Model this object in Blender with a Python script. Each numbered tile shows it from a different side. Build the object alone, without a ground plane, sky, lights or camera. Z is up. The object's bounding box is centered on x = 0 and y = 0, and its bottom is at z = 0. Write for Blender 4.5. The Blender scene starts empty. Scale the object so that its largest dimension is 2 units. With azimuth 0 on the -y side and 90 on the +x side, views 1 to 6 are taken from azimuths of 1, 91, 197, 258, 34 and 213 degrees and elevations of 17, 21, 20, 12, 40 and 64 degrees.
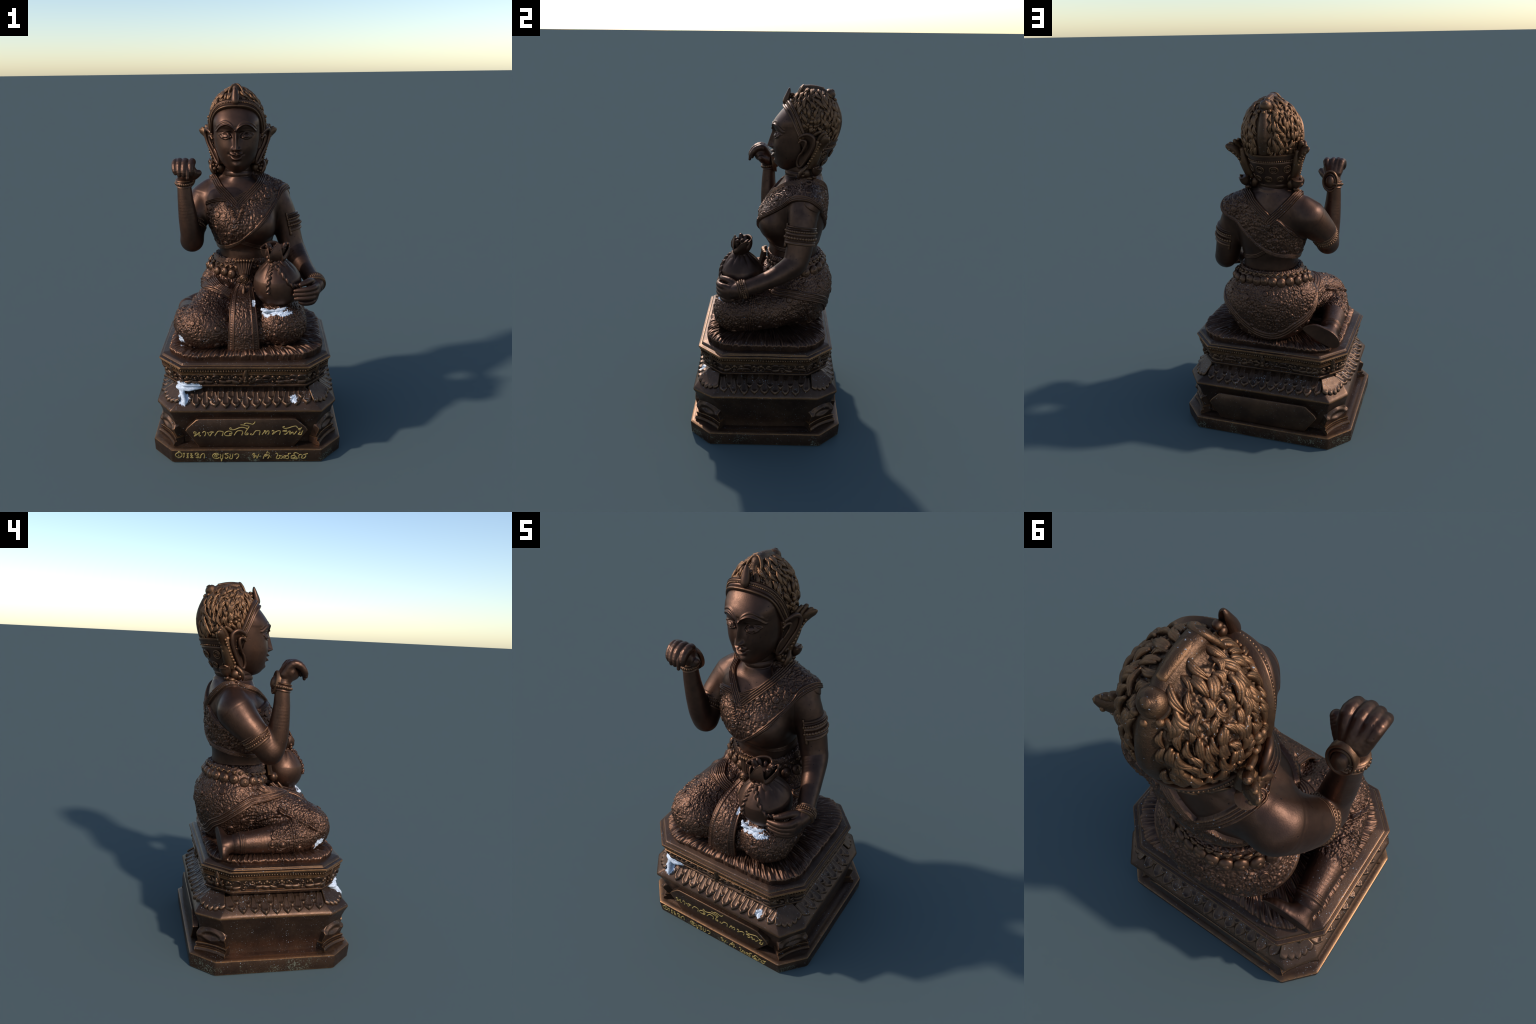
# Bronze beckoning-lady statue, built part by part from profiles, tubes and rules.
import bpy, math
import numpy as np
from mathutils import Vector, Matrix

RNG = np.random.default_rng(7)
HX = -0.042                      # x of the head's plane of symmetry

# ------------------------------------------------------------------ scene tools
def empty(name, parent=None):
    o = bpy.data.objects.new(name, None)
    bpy.context.scene.collection.objects.link(o)
    o.parent = parent
    return o

def link(name, mesh, parent, mat=None):
    o = bpy.data.objects.new(name, mesh)
    bpy.context.scene.collection.objects.link(o)
    o.parent = parent
    if mat is not None and not mesh.materials:
        mesh.materials.append(mat)
    return o

def mesh_np(name, V, F, mat=None, smooth=True):
    """V (n,3), F (m,3|4) arrays or list of index tuples"""
    me = bpy.data.meshes.new(name)
    if isinstance(F, np.ndarray):
        k = F.shape[1]
        me.vertices.add(len(V)); me.vertices.foreach_set("co", np.ascontiguousarray(V, np.float32).ravel())
        me.loops.add(F.size); me.loops.foreach_set("vertex_index", np.ascontiguousarray(F, np.int32).ravel())
        me.polygons.add(len(F)); me.polygons.foreach_set("loop_start", np.arange(0, F.size, k, dtype=np.int32))
        me.update(calc_edges=True)
    else:
        me.from_pydata([tuple(map(float, v)) for v in V], [], [tuple(map(int, f)) for f in F])
    me.validate(); me.update()
    if smooth:
        me.polygons.foreach_set("use_smooth", np.ones(len(me.polygons), bool))
    if mat is not None:
        me.materials.append(mat)
    return me

def sharp_by_angle(me, deg=38):
    me.set_sharp_from_angle(angle=math.radians(deg))

def join_geo(parts):
    """parts: list of (V,F list) -> single V,F(list)"""
    V, F, n = [], [], 0
    for v, f in parts:
        V.append(np.asarray(v, float)); F += [tuple(int(i) + n for i in q) for q in f]; n += len(v)
    return np.vstack(V), F

def grid_faces(nu, nv, wrap_u=False, wrap_v=False):
    i = np.arange(nu if wrap_u else nu - 1); j = np.arange(nv if wrap_v else nv - 1)
    I, J = np.meshgrid(i, j, indexing="ij"); I = I.ravel(); J = J.ravel()
    a = I * nv + J; b = ((I + 1) % nu) * nv + J
    c = ((I + 1) % nu) * nv + (J + 1) % nv; d = I * nv + (J + 1) % nv
    return np.stack([a, b, c, d], 1)

def hermite(pts, n):
    """smooth curve through control points (any dimension), n samples"""
    P = np.asarray(pts, float)
    m = len(P); t = np.linspace(0, m - 1, n); i = np.minimum(t.astype(int), m - 2); u = (t - i)[:, None]
    T = np.empty_like(P); T[1:-1] = (P[2:] - P[:-2]) / 2; T[0] = P[1] - P[0]; T[-1] = P[-1] - P[-2]
    h0 = 2*u**3 - 3*u**2 + 1; h1 = u**3 - 2*u**2 + u; h2 = -2*u**3 + 3*u**2; h3 = u**3 - u**2
    return h0*P[i] + h1*T[i] + h2*P[i+1] + h3*T[i+1]

def tube_geo(pts, radii, n=12, samples=None, flat=1.0, up=(0, 0, 1), cap=True, twist=0.0, lobes=0, lobe_amp=0.0):
    """swept tube with smooth spine; flat squashes the section along the frame's normal"""
    Q = np.column_stack([np.asarray(pts, float), np.broadcast_to(np.asarray(radii, float), (len(pts),))])
    if samples: Q = hermite(Q, samples)
    P, R = Q[:, :3], Q[:, 3]
    T = np.gradient(P, axis=0); T /= np.linalg.norm(T, axis=1)[:, None] + 1e-12
    N = np.asarray(up, float) - T[0] * np.dot(up, T[0])
    if np.linalg.norm(N) < 1e-6: N = np.array([1.0, 0, 0]) - T[0] * T[0][0]
    V = []
    a = np.linspace(0, 2*np.pi, n, endpoint=False)
    for k in range(len(P)):
        N = N - T[k] * np.dot(N, T[k]); N /= np.linalg.norm(N) + 1e-12
        B = np.cross(T[k], N)
        r = R[k] * (1 + lobe_amp * np.cos(lobes * a + twist * k))[:, None]
        V.append(P[k] + r * (np.cos(a)[:, None] * B + flat * np.sin(a)[:, None] * N))
    V = np.vstack(V); m = len(P)
    F = [tuple(q) for q in grid_faces(m, n, wrap_v=True)]
    if cap:
        V = np.vstack([V, P[0] - T[0]*R[0]*0.5, P[-1] + T[-1]*R[-1]*0.5]); e = m * n
        F += [(e, (j+1) % n, j) for j in range(n)] + [(e+1, (m-1)*n + j, (m-1)*n + (j+1) % n) for j in range(n)]
    # faces outward
    return V, [tuple(reversed(f)) for f in F]

def ball_geo(c, r, nu=16, nv=10):
    r = np.broadcast_to(np.asarray(r, float), (3,))
    th = np.linspace(0, np.pi, nv)[1:-1]; ph = np.linspace(0, 2*np.pi, nu, endpoint=False)
    V = [np.array([math.sin(t)*math.cos(p), math.sin(t)*math.sin(p), math.cos(t)]) for t in th for p in ph]
    V = np.array(V + [(0, 0, 1), (0, 0, -1)]) * r + np.asarray(c)
    k = len(th); F = []
    for i in range(k-1):
        for j in range(nu):
            F.append((i*nu+j, (i+1)*nu+j, (i+1)*nu+(j+1) % nu, i*nu+(j+1) % nu))
    F += [(k*nu, j, (j+1) % nu) for j in range(nu)] + [(k*nu+1, (k-1)*nu+(j+1) % nu, (k-1)*nu+j) for j in range(nu)]
    return V, F

def lathe_geo(profile, n=32, centre=(0, 0, 0), axis=(0, 0, 1), lobes=0, amp=0.0):
    """profile: (radius, height) list revolved about axis"""
    A = Vector(axis).normalized(); M = np.array(A.to_track_quat('Z', 'Y').to_matrix())
    a = np.linspace(0, 2*np.pi, n, endpoint=False)
    V = []
    for r, h in profile:
        rr = r * (1 + amp*np.cos(lobes*a)) if lobes else r*np.ones(n)
        V.append(np.column_stack([rr*np.cos(a), rr*np.sin(a), np.full(n, h)]))
    V = np.vstack(V) @ M.T + np.asarray(centre)
    m = len(profile)
    F = [tuple(reversed(q)) for q in grid_faces(m, n, wrap_v=True)]
    F += [tuple(range(n))[::-1], tuple((m-1)*n + j for j in range(n))]
    F = [tuple(f) for f in F]
    return V, F

# ------------------------------------------------------------------ noise in numpy
def _hash(i, j, k, seed):
    h = (i.astype(np.int64)*374761393 + j.astype(np.int64)*668265263 + k.astype(np.int64)*2147483647 + seed*1274126177) & 0xFFFFFFFF
    h = ((h ^ (h >> 13)) * 1274126177) & 0xFFFFFFFF
    h = ((h ^ (h >> 16)) * 2246822519) & 0xFFFFFFFF
    return ((h ^ (h >> 15)) & 0xFFFFFF) / float(0xFFFFFF)

def vnoise(P, freq, seed=0):
    X = P * freq; I = np.floor(X); U = X - I; U = U*U*(3 - 2*U); I = I.astype(np.int64)
    out = np.zeros(len(P))
    for a in (0, 1):
        for b in (0, 1):
            for c in (0, 1):
                w = (U[:, 0] if a else 1-U[:, 0])*(U[:, 1] if b else 1-U[:, 1])*(U[:, 2] if c else 1-U[:, 2])
                out += w*_hash(I[:, 0]+a, I[:, 1]+b, I[:, 2]+c, seed)
    return out*2 - 1

def worley(P, freq, seed=0):
    X = P*freq; I = np.floor(X).astype(np.int64)
    f1 = np.full(len(P), 9.0); f2 = np.full(len(P), 9.0)
    for a in (-1, 0, 1):
        for b in (-1, 0, 1):
            for c in (-1, 0, 1):
                C = I + np.array([a, b, c])
                q = np.column_stack([C[:, d] + _hash(C[:, 0], C[:, 1], C[:, 2], seed + 11*d) for d in range(3)])
                d = np.linalg.norm(q - X, axis=1)
                f2 = np.minimum(f2, np.maximum(f1, d)); f1 = np.minimum(f1, d)
    return f1, f2

def smooth(a, b, x):
    t = np.clip((x - a)/(b - a), 0, 1); return t*t*(3 - 2*t)

# ------------------------------------------------------------------ implicit shapes
def smin(a, b, k):
    h = np.clip(0.5 + 0.5*(b - a)/k, 0, 1)
    return b + (a - b)*h - k*h*(1 - h)

FAR = .09
_last = [None, None, None, None]
def cols(P):
    """contiguous columns and bounds of a batch of points (remembered for the batch in hand)"""
    if _last[0] is not P:
        C = np.ascontiguousarray(P.T); _last[:] = [P, C, C.min(1), C.max(1)]
    return _last[1], _last[2], _last[3]
def far_away(P, lo, hi):
    """True when the whole batch of points is well clear of a box"""
    _, mn, mx = cols(P)
    return (np.maximum(np.asarray(lo) - mx, mn - np.asarray(hi)) > FAR).any()

def sd_tube(P, pts, radii, dense=0, squash=None):
    """round-cone chain along a smooth spine; squash=(axis_vector, factor) thickens the distance along an axis"""
    pts = np.asarray(pts, float); radii = np.asarray(radii, float)
    if dense:
        S = hermite(np.column_stack([pts, radii]), (len(pts)-1)*int(dense) + 1); pts, radii = S[:, :3], S[:, 3]
    if squash is None:
        if far_away(P, pts.min(0) - radii.max(), pts.max(0) + radii.max()): return np.full(len(P), FAR)
        (X, Y, Z), _, _ = cols(P)
    else:
        ax = np.asarray(squash[0], float); ax /= np.linalg.norm(ax); f = squash[1]
        Q = P + np.outer(P @ ax, ax)*(f - 1); pts = pts + np.outer(pts @ ax, ax)*(f - 1)
        X, Y, Z = np.ascontiguousarray(Q.T)
    out = np.full(len(P), FAR)
    for i in range(len(pts) - 1):
        a, b = pts[i], pts[i+1]; r0, r1 = radii[i], radii[i+1]; rm = max(r0, r1)
        if squash is None and far_away(P, np.minimum(a, b) - rm, np.maximum(a, b) + rm): continue
        ab = b - a; L2 = ab @ ab
        x, y, z = X - a[0], Y - a[1], Z - a[2]
        t = np.clip((x*ab[0] + y*ab[1] + z*ab[2])*(1/L2), 0, 1)
        x -= t*ab[0]; y -= t*ab[1]; z -= t*ab[2]
        x *= x; y *= y; z *= z; x += y; x += z
        np.sqrt(x, out=x); x -= r0 + (r1 - r0)*t
        np.minimum(out, x, out=out)
    return out

def sd_ellipsoid(P, c, r, rot=None):
    if rot is None and far_away(P, np.asarray(c) - r, np.asarray(c) + r): return np.full(len(P), FAR)
    if rot is not None: Q = ((P - np.asarray(c)) @ np.asarray(rot)).T
    else: Q = cols(P)[0] - np.asarray(c, float)[:, None]
    r = np.asarray(r, float)[:, None]
    Q = Q/r; k0 = np.sqrt((Q*Q).sum(0)); Q /= r; k1 = np.sqrt((Q*Q).sum(0)) + 1e-9
    return k0*(k0 - 1)/k1

def sd_column(P, levels, p=2.3, n=300):
    """levels: (z, x_low, x_high, y_front, y_back, y_centre) stacked super-ellipses"""
    T = hermite(levels, n); o = np.argsort(T[:, 0]); T = T[o]
    if far_away(P, (T[:, 1].min(), T[:, 3].min(), T[0, 0]), (T[:, 2].max(), T[:, 4].max(), T[-1, 0])): return np.full(len(P), FAR)
    z = P[:, 2]; g = lambda c: np.interp(z, T[:, 0], T[:, c])
    x0, x1, yf, yb, yc = g(1), g(2), g(3), g(4), g(5)
    cx = (x0 + x1)/2; rx = (x1 - x0)/2
    dx = P[:, 0] - cx; dy = P[:, 1] - yc
    ry = np.where(dy < 0, yc - yf, yb - yc)
    rho = (np.abs(dx/rx)**p + np.abs(dy/ry)**p)**(1/p) + 1e-6
    r = np.hypot(dx, dy)
    d = np.where(rho > 0.2, r*(1 - 1/rho), -np.minimum(rx, ry)*0.8)
    zl, zh = T[0, 0], T[-1, 0]
    return np.maximum(d, np.maximum(zl - z, z - zh))

def iso_surface(fn, lo, hi, h, relax=1):
    """surface nets over a sparse set of blocks"""
    lo = np.asarray(lo, float); n = np.ceil((np.asarray(hi) - lo)/h).astype(int) + 1
    B = 4; nb = -(-n // B); n = nb*B + 1
    G = np.full(n, 1.0, np.float32)
    bi = np.stack(np.meshgrid(*[np.arange(k) for k in nb], indexing="ij"), -1).reshape(-1, 3)
    fc = np.empty(len(bi)); kc = (bi//10) @ np.array([10000, 100, 1]); oc = np.argsort(kc, kind='stable')
    for part in np.split(oc, np.flatnonzero(np.diff(kc[oc])) + 1): fc[part] = fn(lo + (bi[part]*B + B/2)*h)
    act = np.abs(fc) < B*h*0.5*1.733*1.3 + 0.003
    G3 = G
    sign = np.where((~act) & (fc < 0), -1.0, 1.0).astype(np.float32).reshape(nb)
    G3[:-1, :-1, :-1] = np.repeat(np.repeat(np.repeat(sign, B, 0), B, 1), B, 2)
    loc = np.stack(np.meshgrid(*[np.arange(B+1)]*3, indexing="ij"), -1).reshape(-1, 3)
    ab = bi[act]; key = (ab//9) @ np.array([10000, 100, 1]); ab = ab[np.argsort(key, kind="stable")]; key = np.sort(key)
    cuts = np.r_[0, np.flatnonzero(np.diff(key)) + 1, len(ab)]
    for s, e in zip(cuts[:-1], cuts[1:]):
        blk = ab[s:e]
        idx = (blk[:, None, :]*B + loc[None]).reshape(-1, 3)
        G3[idx[:, 0], idx[:, 1], idx[:, 2]] = fn(lo + idx*h)
    S = G3 < 0
    cnt = np.zeros(np.array(n) - 1, np.int8)
    for a in (0, 1):
        for b in (0, 1):
            for c in (0, 1):
                cnt += S[a:n[0]-1+a, b:n[1]-1+b, c:n[2]-1+c]
    cells = np.argwhere((cnt > 0) & (cnt < 8))
    vid = np.full(np.array(n) - 1, -1, np.int32); vid[tuple(cells.T)] = np.arange(len(cells))
    pos = np.zeros((len(cells), 3)); w = np.zeros(len(cells))
    cor = np.array([(a, b, c) for a in (0, 1) for b in (0, 1) for c in (0, 1)])
    val = np.stack([G3[cells[:, 0]+a, cells[:, 1]+b, cells[:, 2]+c] for a, b, c in cor], 1).astype(float)
    for i in range(8):
        for j in range(i+1, 8):
            if np.abs(cor[i] - cor[j]).sum() != 1: continue
            m = (val[:, i] < 0) != (val[:, j] < 0)
            t = val[m, i]/(val[m, i] - val[m, j])
            pos[m] += cor[i] + t[:, None]*(cor[j] - cor[i]); w[m] += 1
    V = lo + (cells + pos/w[:, None])*h
    F = []
    for ax in range(3):
        u, v = (ax+1) % 3, (ax+2) % 3
        sl0 = [slice(None)]*3; sl1 = [slice(None)]*3; sl0[ax] = slice(0, -1); sl1[ax] = slice(1, None)
        A, Bv = S[tuple(sl0)], S[tuple(sl1)]
        e = np.argwhere(A != Bv)
        e = e[(e[:, u] > 0) & (e[:, v] > 0) & (e[:, u] < n[u]-1) & (e[:, v] < n[v]-1)]
        q = []
        for du, dv in ((0, 0), (-1, 0), (-1, -1), (0, -1)):
            c = e.copy(); c[:, u] += du; c[:, v] += dv; q.append(vid[tuple(c.T)])
        q = np.stack(q, 1); inside = A[tuple(e.T)]
        q[~inside] = q[~inside][:, ::-1]
        F.append(q)
    F = np.vstack(F); F = F[(F >= 0).all(1)]
    V = relax_mesh(V, F, relax)
    return V, F

def relax_mesh(V, F, it=1, lam=0.5):
    E = np.vstack([F[:, [0, 1]], F[:, [1, 2]], F[:, [2, 3]], F[:, [3, 0]]]); E = np.vstack([E, E[:, ::-1]])
    cnt = np.bincount(E[:, 0], minlength=len(V))[:, None] + 1e-9
    for _ in range(it):
        for l in (lam, -lam*0.9):
            A = np.stack([np.bincount(E[:, 0], V[E[:, 1], c], minlength=len(V)) for c in range(3)], 1)/cnt
            V = V + l*(A - V)
    return V

def normals(V, F):
    fn = np.cross(V[F[:, 2]] - V[F[:, 0]], V[F[:, 3]] - V[F[:, 1]])
    N = np.zeros_like(V)
    for c in range(4):
        for d in range(3):
            N[:, d] += np.bincount(F[:, c], fn[:, d], minlength=len(V))
    return N/(np.linalg.norm(N, axis=1)[:, None] + 1e-12)

def line_distance(P, pts):
    """distance to a polyline, and parameter along it (metres)"""
    pts = np.asarray(pts, float)
    best = np.full(len(P), 9.0); par = np.zeros(len(P)); s = 0
    lo = pts.min(0) - 0.06; hi = pts.max(0) + 0.06
    m = ((P > lo) & (P < hi)).all(1); Q = P[m]; b = best[m]; pp = par[m]
    for i in range(len(pts)-1):
        a, ab = pts[i], pts[i+1] - pts[i]; L = np.linalg.norm(ab)
        t = np.clip(((Q - a) @ ab)/(L*L), 0, 1)
        d = np.linalg.norm(Q - a - t[:, None]*ab, axis=1)
        u = d < b; b[u] = d[u]; pp[u] = s + t[u]*L; s += L
    best[m] = b; par[m] = pp
    return best, par

def ridge(d, c, w):
    return np.exp(-((d - c)/w)**2)

def split_mesh(V, F, labels, names, parent, mats, N=None):
    """one smooth surface separated by face label into objects that keep the common normals"""
    if N is None: N = normals(V, F)
    out = {}
    for k, nm in names.items():
        f = F[labels == k]
        if not len(f): continue
        used, inv = np.unique(f, return_inverse=True)
        me = mesh_np(nm, V[used], inv.reshape(-1, 4), mats[k])
        me.normals_split_custom_set_from_vertices([tuple(n) for n in N[used]])
        out[k] = link(nm, me, parent)
    return out

# ------------------------------------------------------------------ materials
class G:
    def __init__(s, name):
        s.m = bpy.data.materials.new(name); s.m.use_nodes = True
        s.t = s.m.node_tree; s.t.nodes.clear()
    def n(s, kind, **kw):
        x = s.t.nodes.new(kind)
        for k, v in kw.items():
            if k.startswith("_"): setattr(x, k[1:], v)
            elif v is not None:
                key = int(k[1:]) if k[0] == "i" and k[1:].isdigit() else k.replace("__", " ")
                if isinstance(v, bpy.types.NodeSocket): s.t.links.new(v, x.inputs[key])
                else: x.inputs[key].default_value = v
        return x
    def math(s, op, a, b=None, clamp=False):
        return s.n("ShaderNodeMath", _operation=op, _use_clamp=clamp, i0=a, i1=b).outputs[0]
    def ramp(s, fac, stops):
        r = s.n("ShaderNodeValToRGB", Fac=fac); e = r.color_ramp.elements
        while len(e) < len(stops): e.new(0.5)
        for q, (p, c) in zip(e, stops):
            q.position = p; q.color = (c, c, c, 1) if isinstance(c, (int, float)) else (*c, 1)
        return r.outputs[0]
    def mix(s, f, a, b):
        x = s.n("ShaderNodeMix", _data_type="RGBA")
        for key, v in ((0, f), (6, a), (7, b)):
            if isinstance(v, bpy.types.NodeSocket): s.t.links.new(v, x.inputs[key])
            else: x.inputs[key].default_value = v if key == 0 else (*v, 1)
        return x.outputs[2]
    def noise(s, vec, scale, detail=4, rough=0.6, dist=0.0):
        return s.n("ShaderNodeTexNoise", Vector=vec, Scale=scale, Detail=detail, Roughness=rough, Distortion=dist).outputs[0]

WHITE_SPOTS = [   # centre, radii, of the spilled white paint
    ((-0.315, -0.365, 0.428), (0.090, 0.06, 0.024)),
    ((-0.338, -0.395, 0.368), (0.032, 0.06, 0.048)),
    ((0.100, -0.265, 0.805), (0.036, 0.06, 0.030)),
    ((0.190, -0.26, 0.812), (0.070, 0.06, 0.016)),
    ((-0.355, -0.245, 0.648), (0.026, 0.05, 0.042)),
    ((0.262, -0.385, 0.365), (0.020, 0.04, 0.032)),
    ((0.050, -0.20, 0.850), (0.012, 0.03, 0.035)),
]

def bronze(name, base=(0.075, 0.042, 0.029), light=(0.15, 0.085, 0.052), wear=(0.33, 0.16, 0.07), wear_amt=0.6, dust=0.0, lichen=0.0,
           pits=0.0, grain=0.25, rough=0.43, metal=0.85, spots=True, bevel=0.0, rubbed=()):
    g = G(name)
    geo = g.n("ShaderNodeNewGeometry"); pos = geo.outputs["Position"]
    big = g.noise(pos, 7.0, 4, 0.6); mid = g.noise(pos, 38.0, 5, 0.65); fine = g.noise(pos, 210.0, 3, 0.6)
    col = g.mix(g.ramp(big, [(0.35, 0.0), (0.7, 1.0)]), base, light)
    col = g.mix(g.math("MULTIPLY", g.ramp(mid, [(0.42, 0.0), (0.75, 1.0)]), 0.35), col, tuple(c*0.55 for c in base))
    if bevel:      # rubbed edges of the cast mouldings
        bv = g.n("ShaderNodeBevel", _samples=6, Radius=bevel)
        dt = g.n("ShaderNodeVectorMath", _operation="DOT_PRODUCT", i0=bv.outputs[0], i1=geo.outputs["Normal"]).outputs[1]
        edge = g.ramp(g.math("SUBTRACT", 1.0, dt), [(0.006, 0.0), (0.06, 1.0)])
    else:
        edge = g.ramp(geo.outputs["Pointiness"], [(0.51, 0.0), (0.60, 1.0)])
    edge = g.math("MULTIPLY", edge, g.ramp(mid, [(0.3, 0.25), (0.65, 1.0)]))
    col = g.mix(g.math("MULTIPLY", edge, wear_amt), col, wear)
    if rubbed:     # arrises that hands have polished bright
        zz = g.n("ShaderNodeSeparateXYZ", Vector=pos).outputs["Z"]; zz = g.math("ADD", zz, g.math("MULTIPLY", g.math("SUBTRACT", big, 0.5), 0.006))
        for zc, w in rubbed:
            m = g.ramp(g.math("DIVIDE", g.math("ABSOLUTE", g.math("SUBTRACT", zz, zc)), w), [(0.25, 1.0), (1.0, 0.0)])
            m = g.math("MULTIPLY", m, g.ramp(mid, [(0.32, 0.35), (0.6, 1.0)]))
            col = g.mix(g.math("MULTIPLY", m, 0.45), col, (0.40, 0.19, 0.075))
    bump_in = fine
    if pits:
        v = g.n("ShaderNodeTexVoronoi", Vector=pos, Scale=55.0, Randomness=1.0)
        sel = g.n("ShaderNodeTexWhiteNoise", Vector=v.outputs["Position"]).outputs["Value"]
        pit = g.math("MULTIPLY", g.ramp(v.outputs["Distance"], [(0.10, 1.0), (0.20, 0.0)]), g.math("GREATER_THAN", sel, 1.0 - pits))
        col = g.mix(g.math("MULTIPLY", pit, 0.75), col, (0.012, 0.011, 0.012))
        bump_in = g.math("SUBTRACT", fine, g.math("MULTIPLY", pit, 1.6))
    rgh = g.math("ADD", rough, g.math("MULTIPLY", g.math("SUBTRACT", mid, 0.5), 0.25))
    met = metal
    if dust:      # pale specks of dust and old plaster, in drifts
        area = g.ramp(g.noise(pos, 13.0, 3, 0.6), [(0.45, 0.0), (0.68, 1.0)])
        sp = g.noise(pos, 170.0, 2, 0.5)
        d = g.ramp(g.math("ADD", sp, g.math("MULTIPLY", area, dust)), [(0.70, 0.0), (0.76, 1.0)])
        col = g.mix(g.math("MULTIPLY", d, 0.85), col, (0.34, 0.36, 0.39))
        met = g.math("MULTIPLY", metal, g.math("SUBTRACT", 1.0, d))
    if lichen:
        sep = g.n("ShaderNodeSeparateXYZ", Vector=pos)
        low = g.ramp(sep.outputs["Z"], [(0.045, 1.0), (0.08, 0.0)])
        a = g.ramp(g.noise(pos, 9.0, 4, 0.7), [(0.5, 0.0), (0.62, 1.0)])
        b = g.ramp(g.noise(pos, 130.0, 3, 0.7), [(0.52, 0.0), (0.6, 1.0)])
        l = g.math("MULTIPLY", g.math("MULTIPLY", low, g.math("MULTIPLY", a, b)), lichen)
        col = g.mix(l, col, (0.36, 0.37, 0.27))
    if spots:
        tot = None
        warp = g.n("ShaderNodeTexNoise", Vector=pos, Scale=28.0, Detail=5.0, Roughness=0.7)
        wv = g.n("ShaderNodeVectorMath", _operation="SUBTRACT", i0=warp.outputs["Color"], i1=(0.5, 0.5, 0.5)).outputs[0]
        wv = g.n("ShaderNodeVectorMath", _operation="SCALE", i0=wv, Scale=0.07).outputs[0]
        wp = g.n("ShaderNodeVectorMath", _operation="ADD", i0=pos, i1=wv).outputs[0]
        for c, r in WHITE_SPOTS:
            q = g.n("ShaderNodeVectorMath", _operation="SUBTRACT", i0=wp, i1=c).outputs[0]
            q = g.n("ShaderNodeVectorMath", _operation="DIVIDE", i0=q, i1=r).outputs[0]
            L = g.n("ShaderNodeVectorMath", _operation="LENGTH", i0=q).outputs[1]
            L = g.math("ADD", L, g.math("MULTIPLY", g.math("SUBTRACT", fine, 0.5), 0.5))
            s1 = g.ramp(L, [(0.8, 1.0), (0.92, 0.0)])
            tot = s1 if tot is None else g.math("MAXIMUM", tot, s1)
        col = g.mix(tot, col, (0.62, 0.66, 0.74))  # white paint tinted blue: skylight in the shade mixed into its colour
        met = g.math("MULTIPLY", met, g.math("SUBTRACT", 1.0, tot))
    bp = g.n("ShaderNodeBump", Strength=grain, Distance=0.002, Height=bump_in)
    b = g.n("ShaderNodeBsdfPrincipled", Base__Color=col, Roughness=rgh, Metallic=met, Normal=bp.outputs[0])
    o = g.n("ShaderNodeOutputMaterial"); g.t.links.new(b.outputs[0], o.inputs[0])
    return g.m

D, LT, WR = (0.066, 0.033, 0.022), (0.128, 0.063, 0.039), (0.36, 0.165, 0.075)
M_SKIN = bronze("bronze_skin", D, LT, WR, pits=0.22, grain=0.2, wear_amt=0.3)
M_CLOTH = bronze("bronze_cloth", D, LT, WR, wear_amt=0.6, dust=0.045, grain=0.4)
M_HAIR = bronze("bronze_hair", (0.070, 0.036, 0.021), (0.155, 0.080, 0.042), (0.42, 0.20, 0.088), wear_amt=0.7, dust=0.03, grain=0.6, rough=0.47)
M_JEWEL = bronze("bronze_jewellery", D, LT, (0.30, 0.15, 0.065), wear_amt=0.6, spots=False)
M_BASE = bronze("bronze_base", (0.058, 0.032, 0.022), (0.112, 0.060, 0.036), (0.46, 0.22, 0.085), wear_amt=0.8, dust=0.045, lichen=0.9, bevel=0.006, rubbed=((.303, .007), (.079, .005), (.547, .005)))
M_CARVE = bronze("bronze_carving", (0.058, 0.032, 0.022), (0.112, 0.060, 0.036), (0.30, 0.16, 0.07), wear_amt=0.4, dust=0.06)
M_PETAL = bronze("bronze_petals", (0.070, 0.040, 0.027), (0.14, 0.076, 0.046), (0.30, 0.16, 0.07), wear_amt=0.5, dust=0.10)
M_BAG = bronze("bronze_bag", D, LT, WR, pits=0.16, spots=False, wear_amt=0.4)

def plain(name, col, rough=0.5, metal=0.0):
    g = G(name)
    geo = g.n("ShaderNodeNewGeometry")
    c = g.mix(g.ramp(g.noise(geo.outputs["Position"], 120.0, 3), [(0.35, 0.0), (0.65, 1.0)]), col, tuple(x*0.7 for x in col))
    b = g.n("ShaderNodeBsdfPrincipled", Base__Color=c, Roughness=rough, Metallic=metal)
    o = g.n("ShaderNodeOutputMaterial"); g.t.links.new(b.outputs[0], o.inputs[0])
    return g.m
M_PLASTER = plain("white_plaster", (0.66, 0.70, 0.78), 0.6)  # plaster white cooled toward blue, bluish sky shade baked into base colour
M_GOLD = plain("gold_paint", (0.42, 0.29, 0.09), 0.5, 0.3)

# ------------------------------------------------------------------ the thing
ROOT = empty("kneeling_lady_statue")
ROOT["label"] = "dark bronze kneeling lady beckoning, with money bag on plinth"
ROOT["category"] = "statue"

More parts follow.
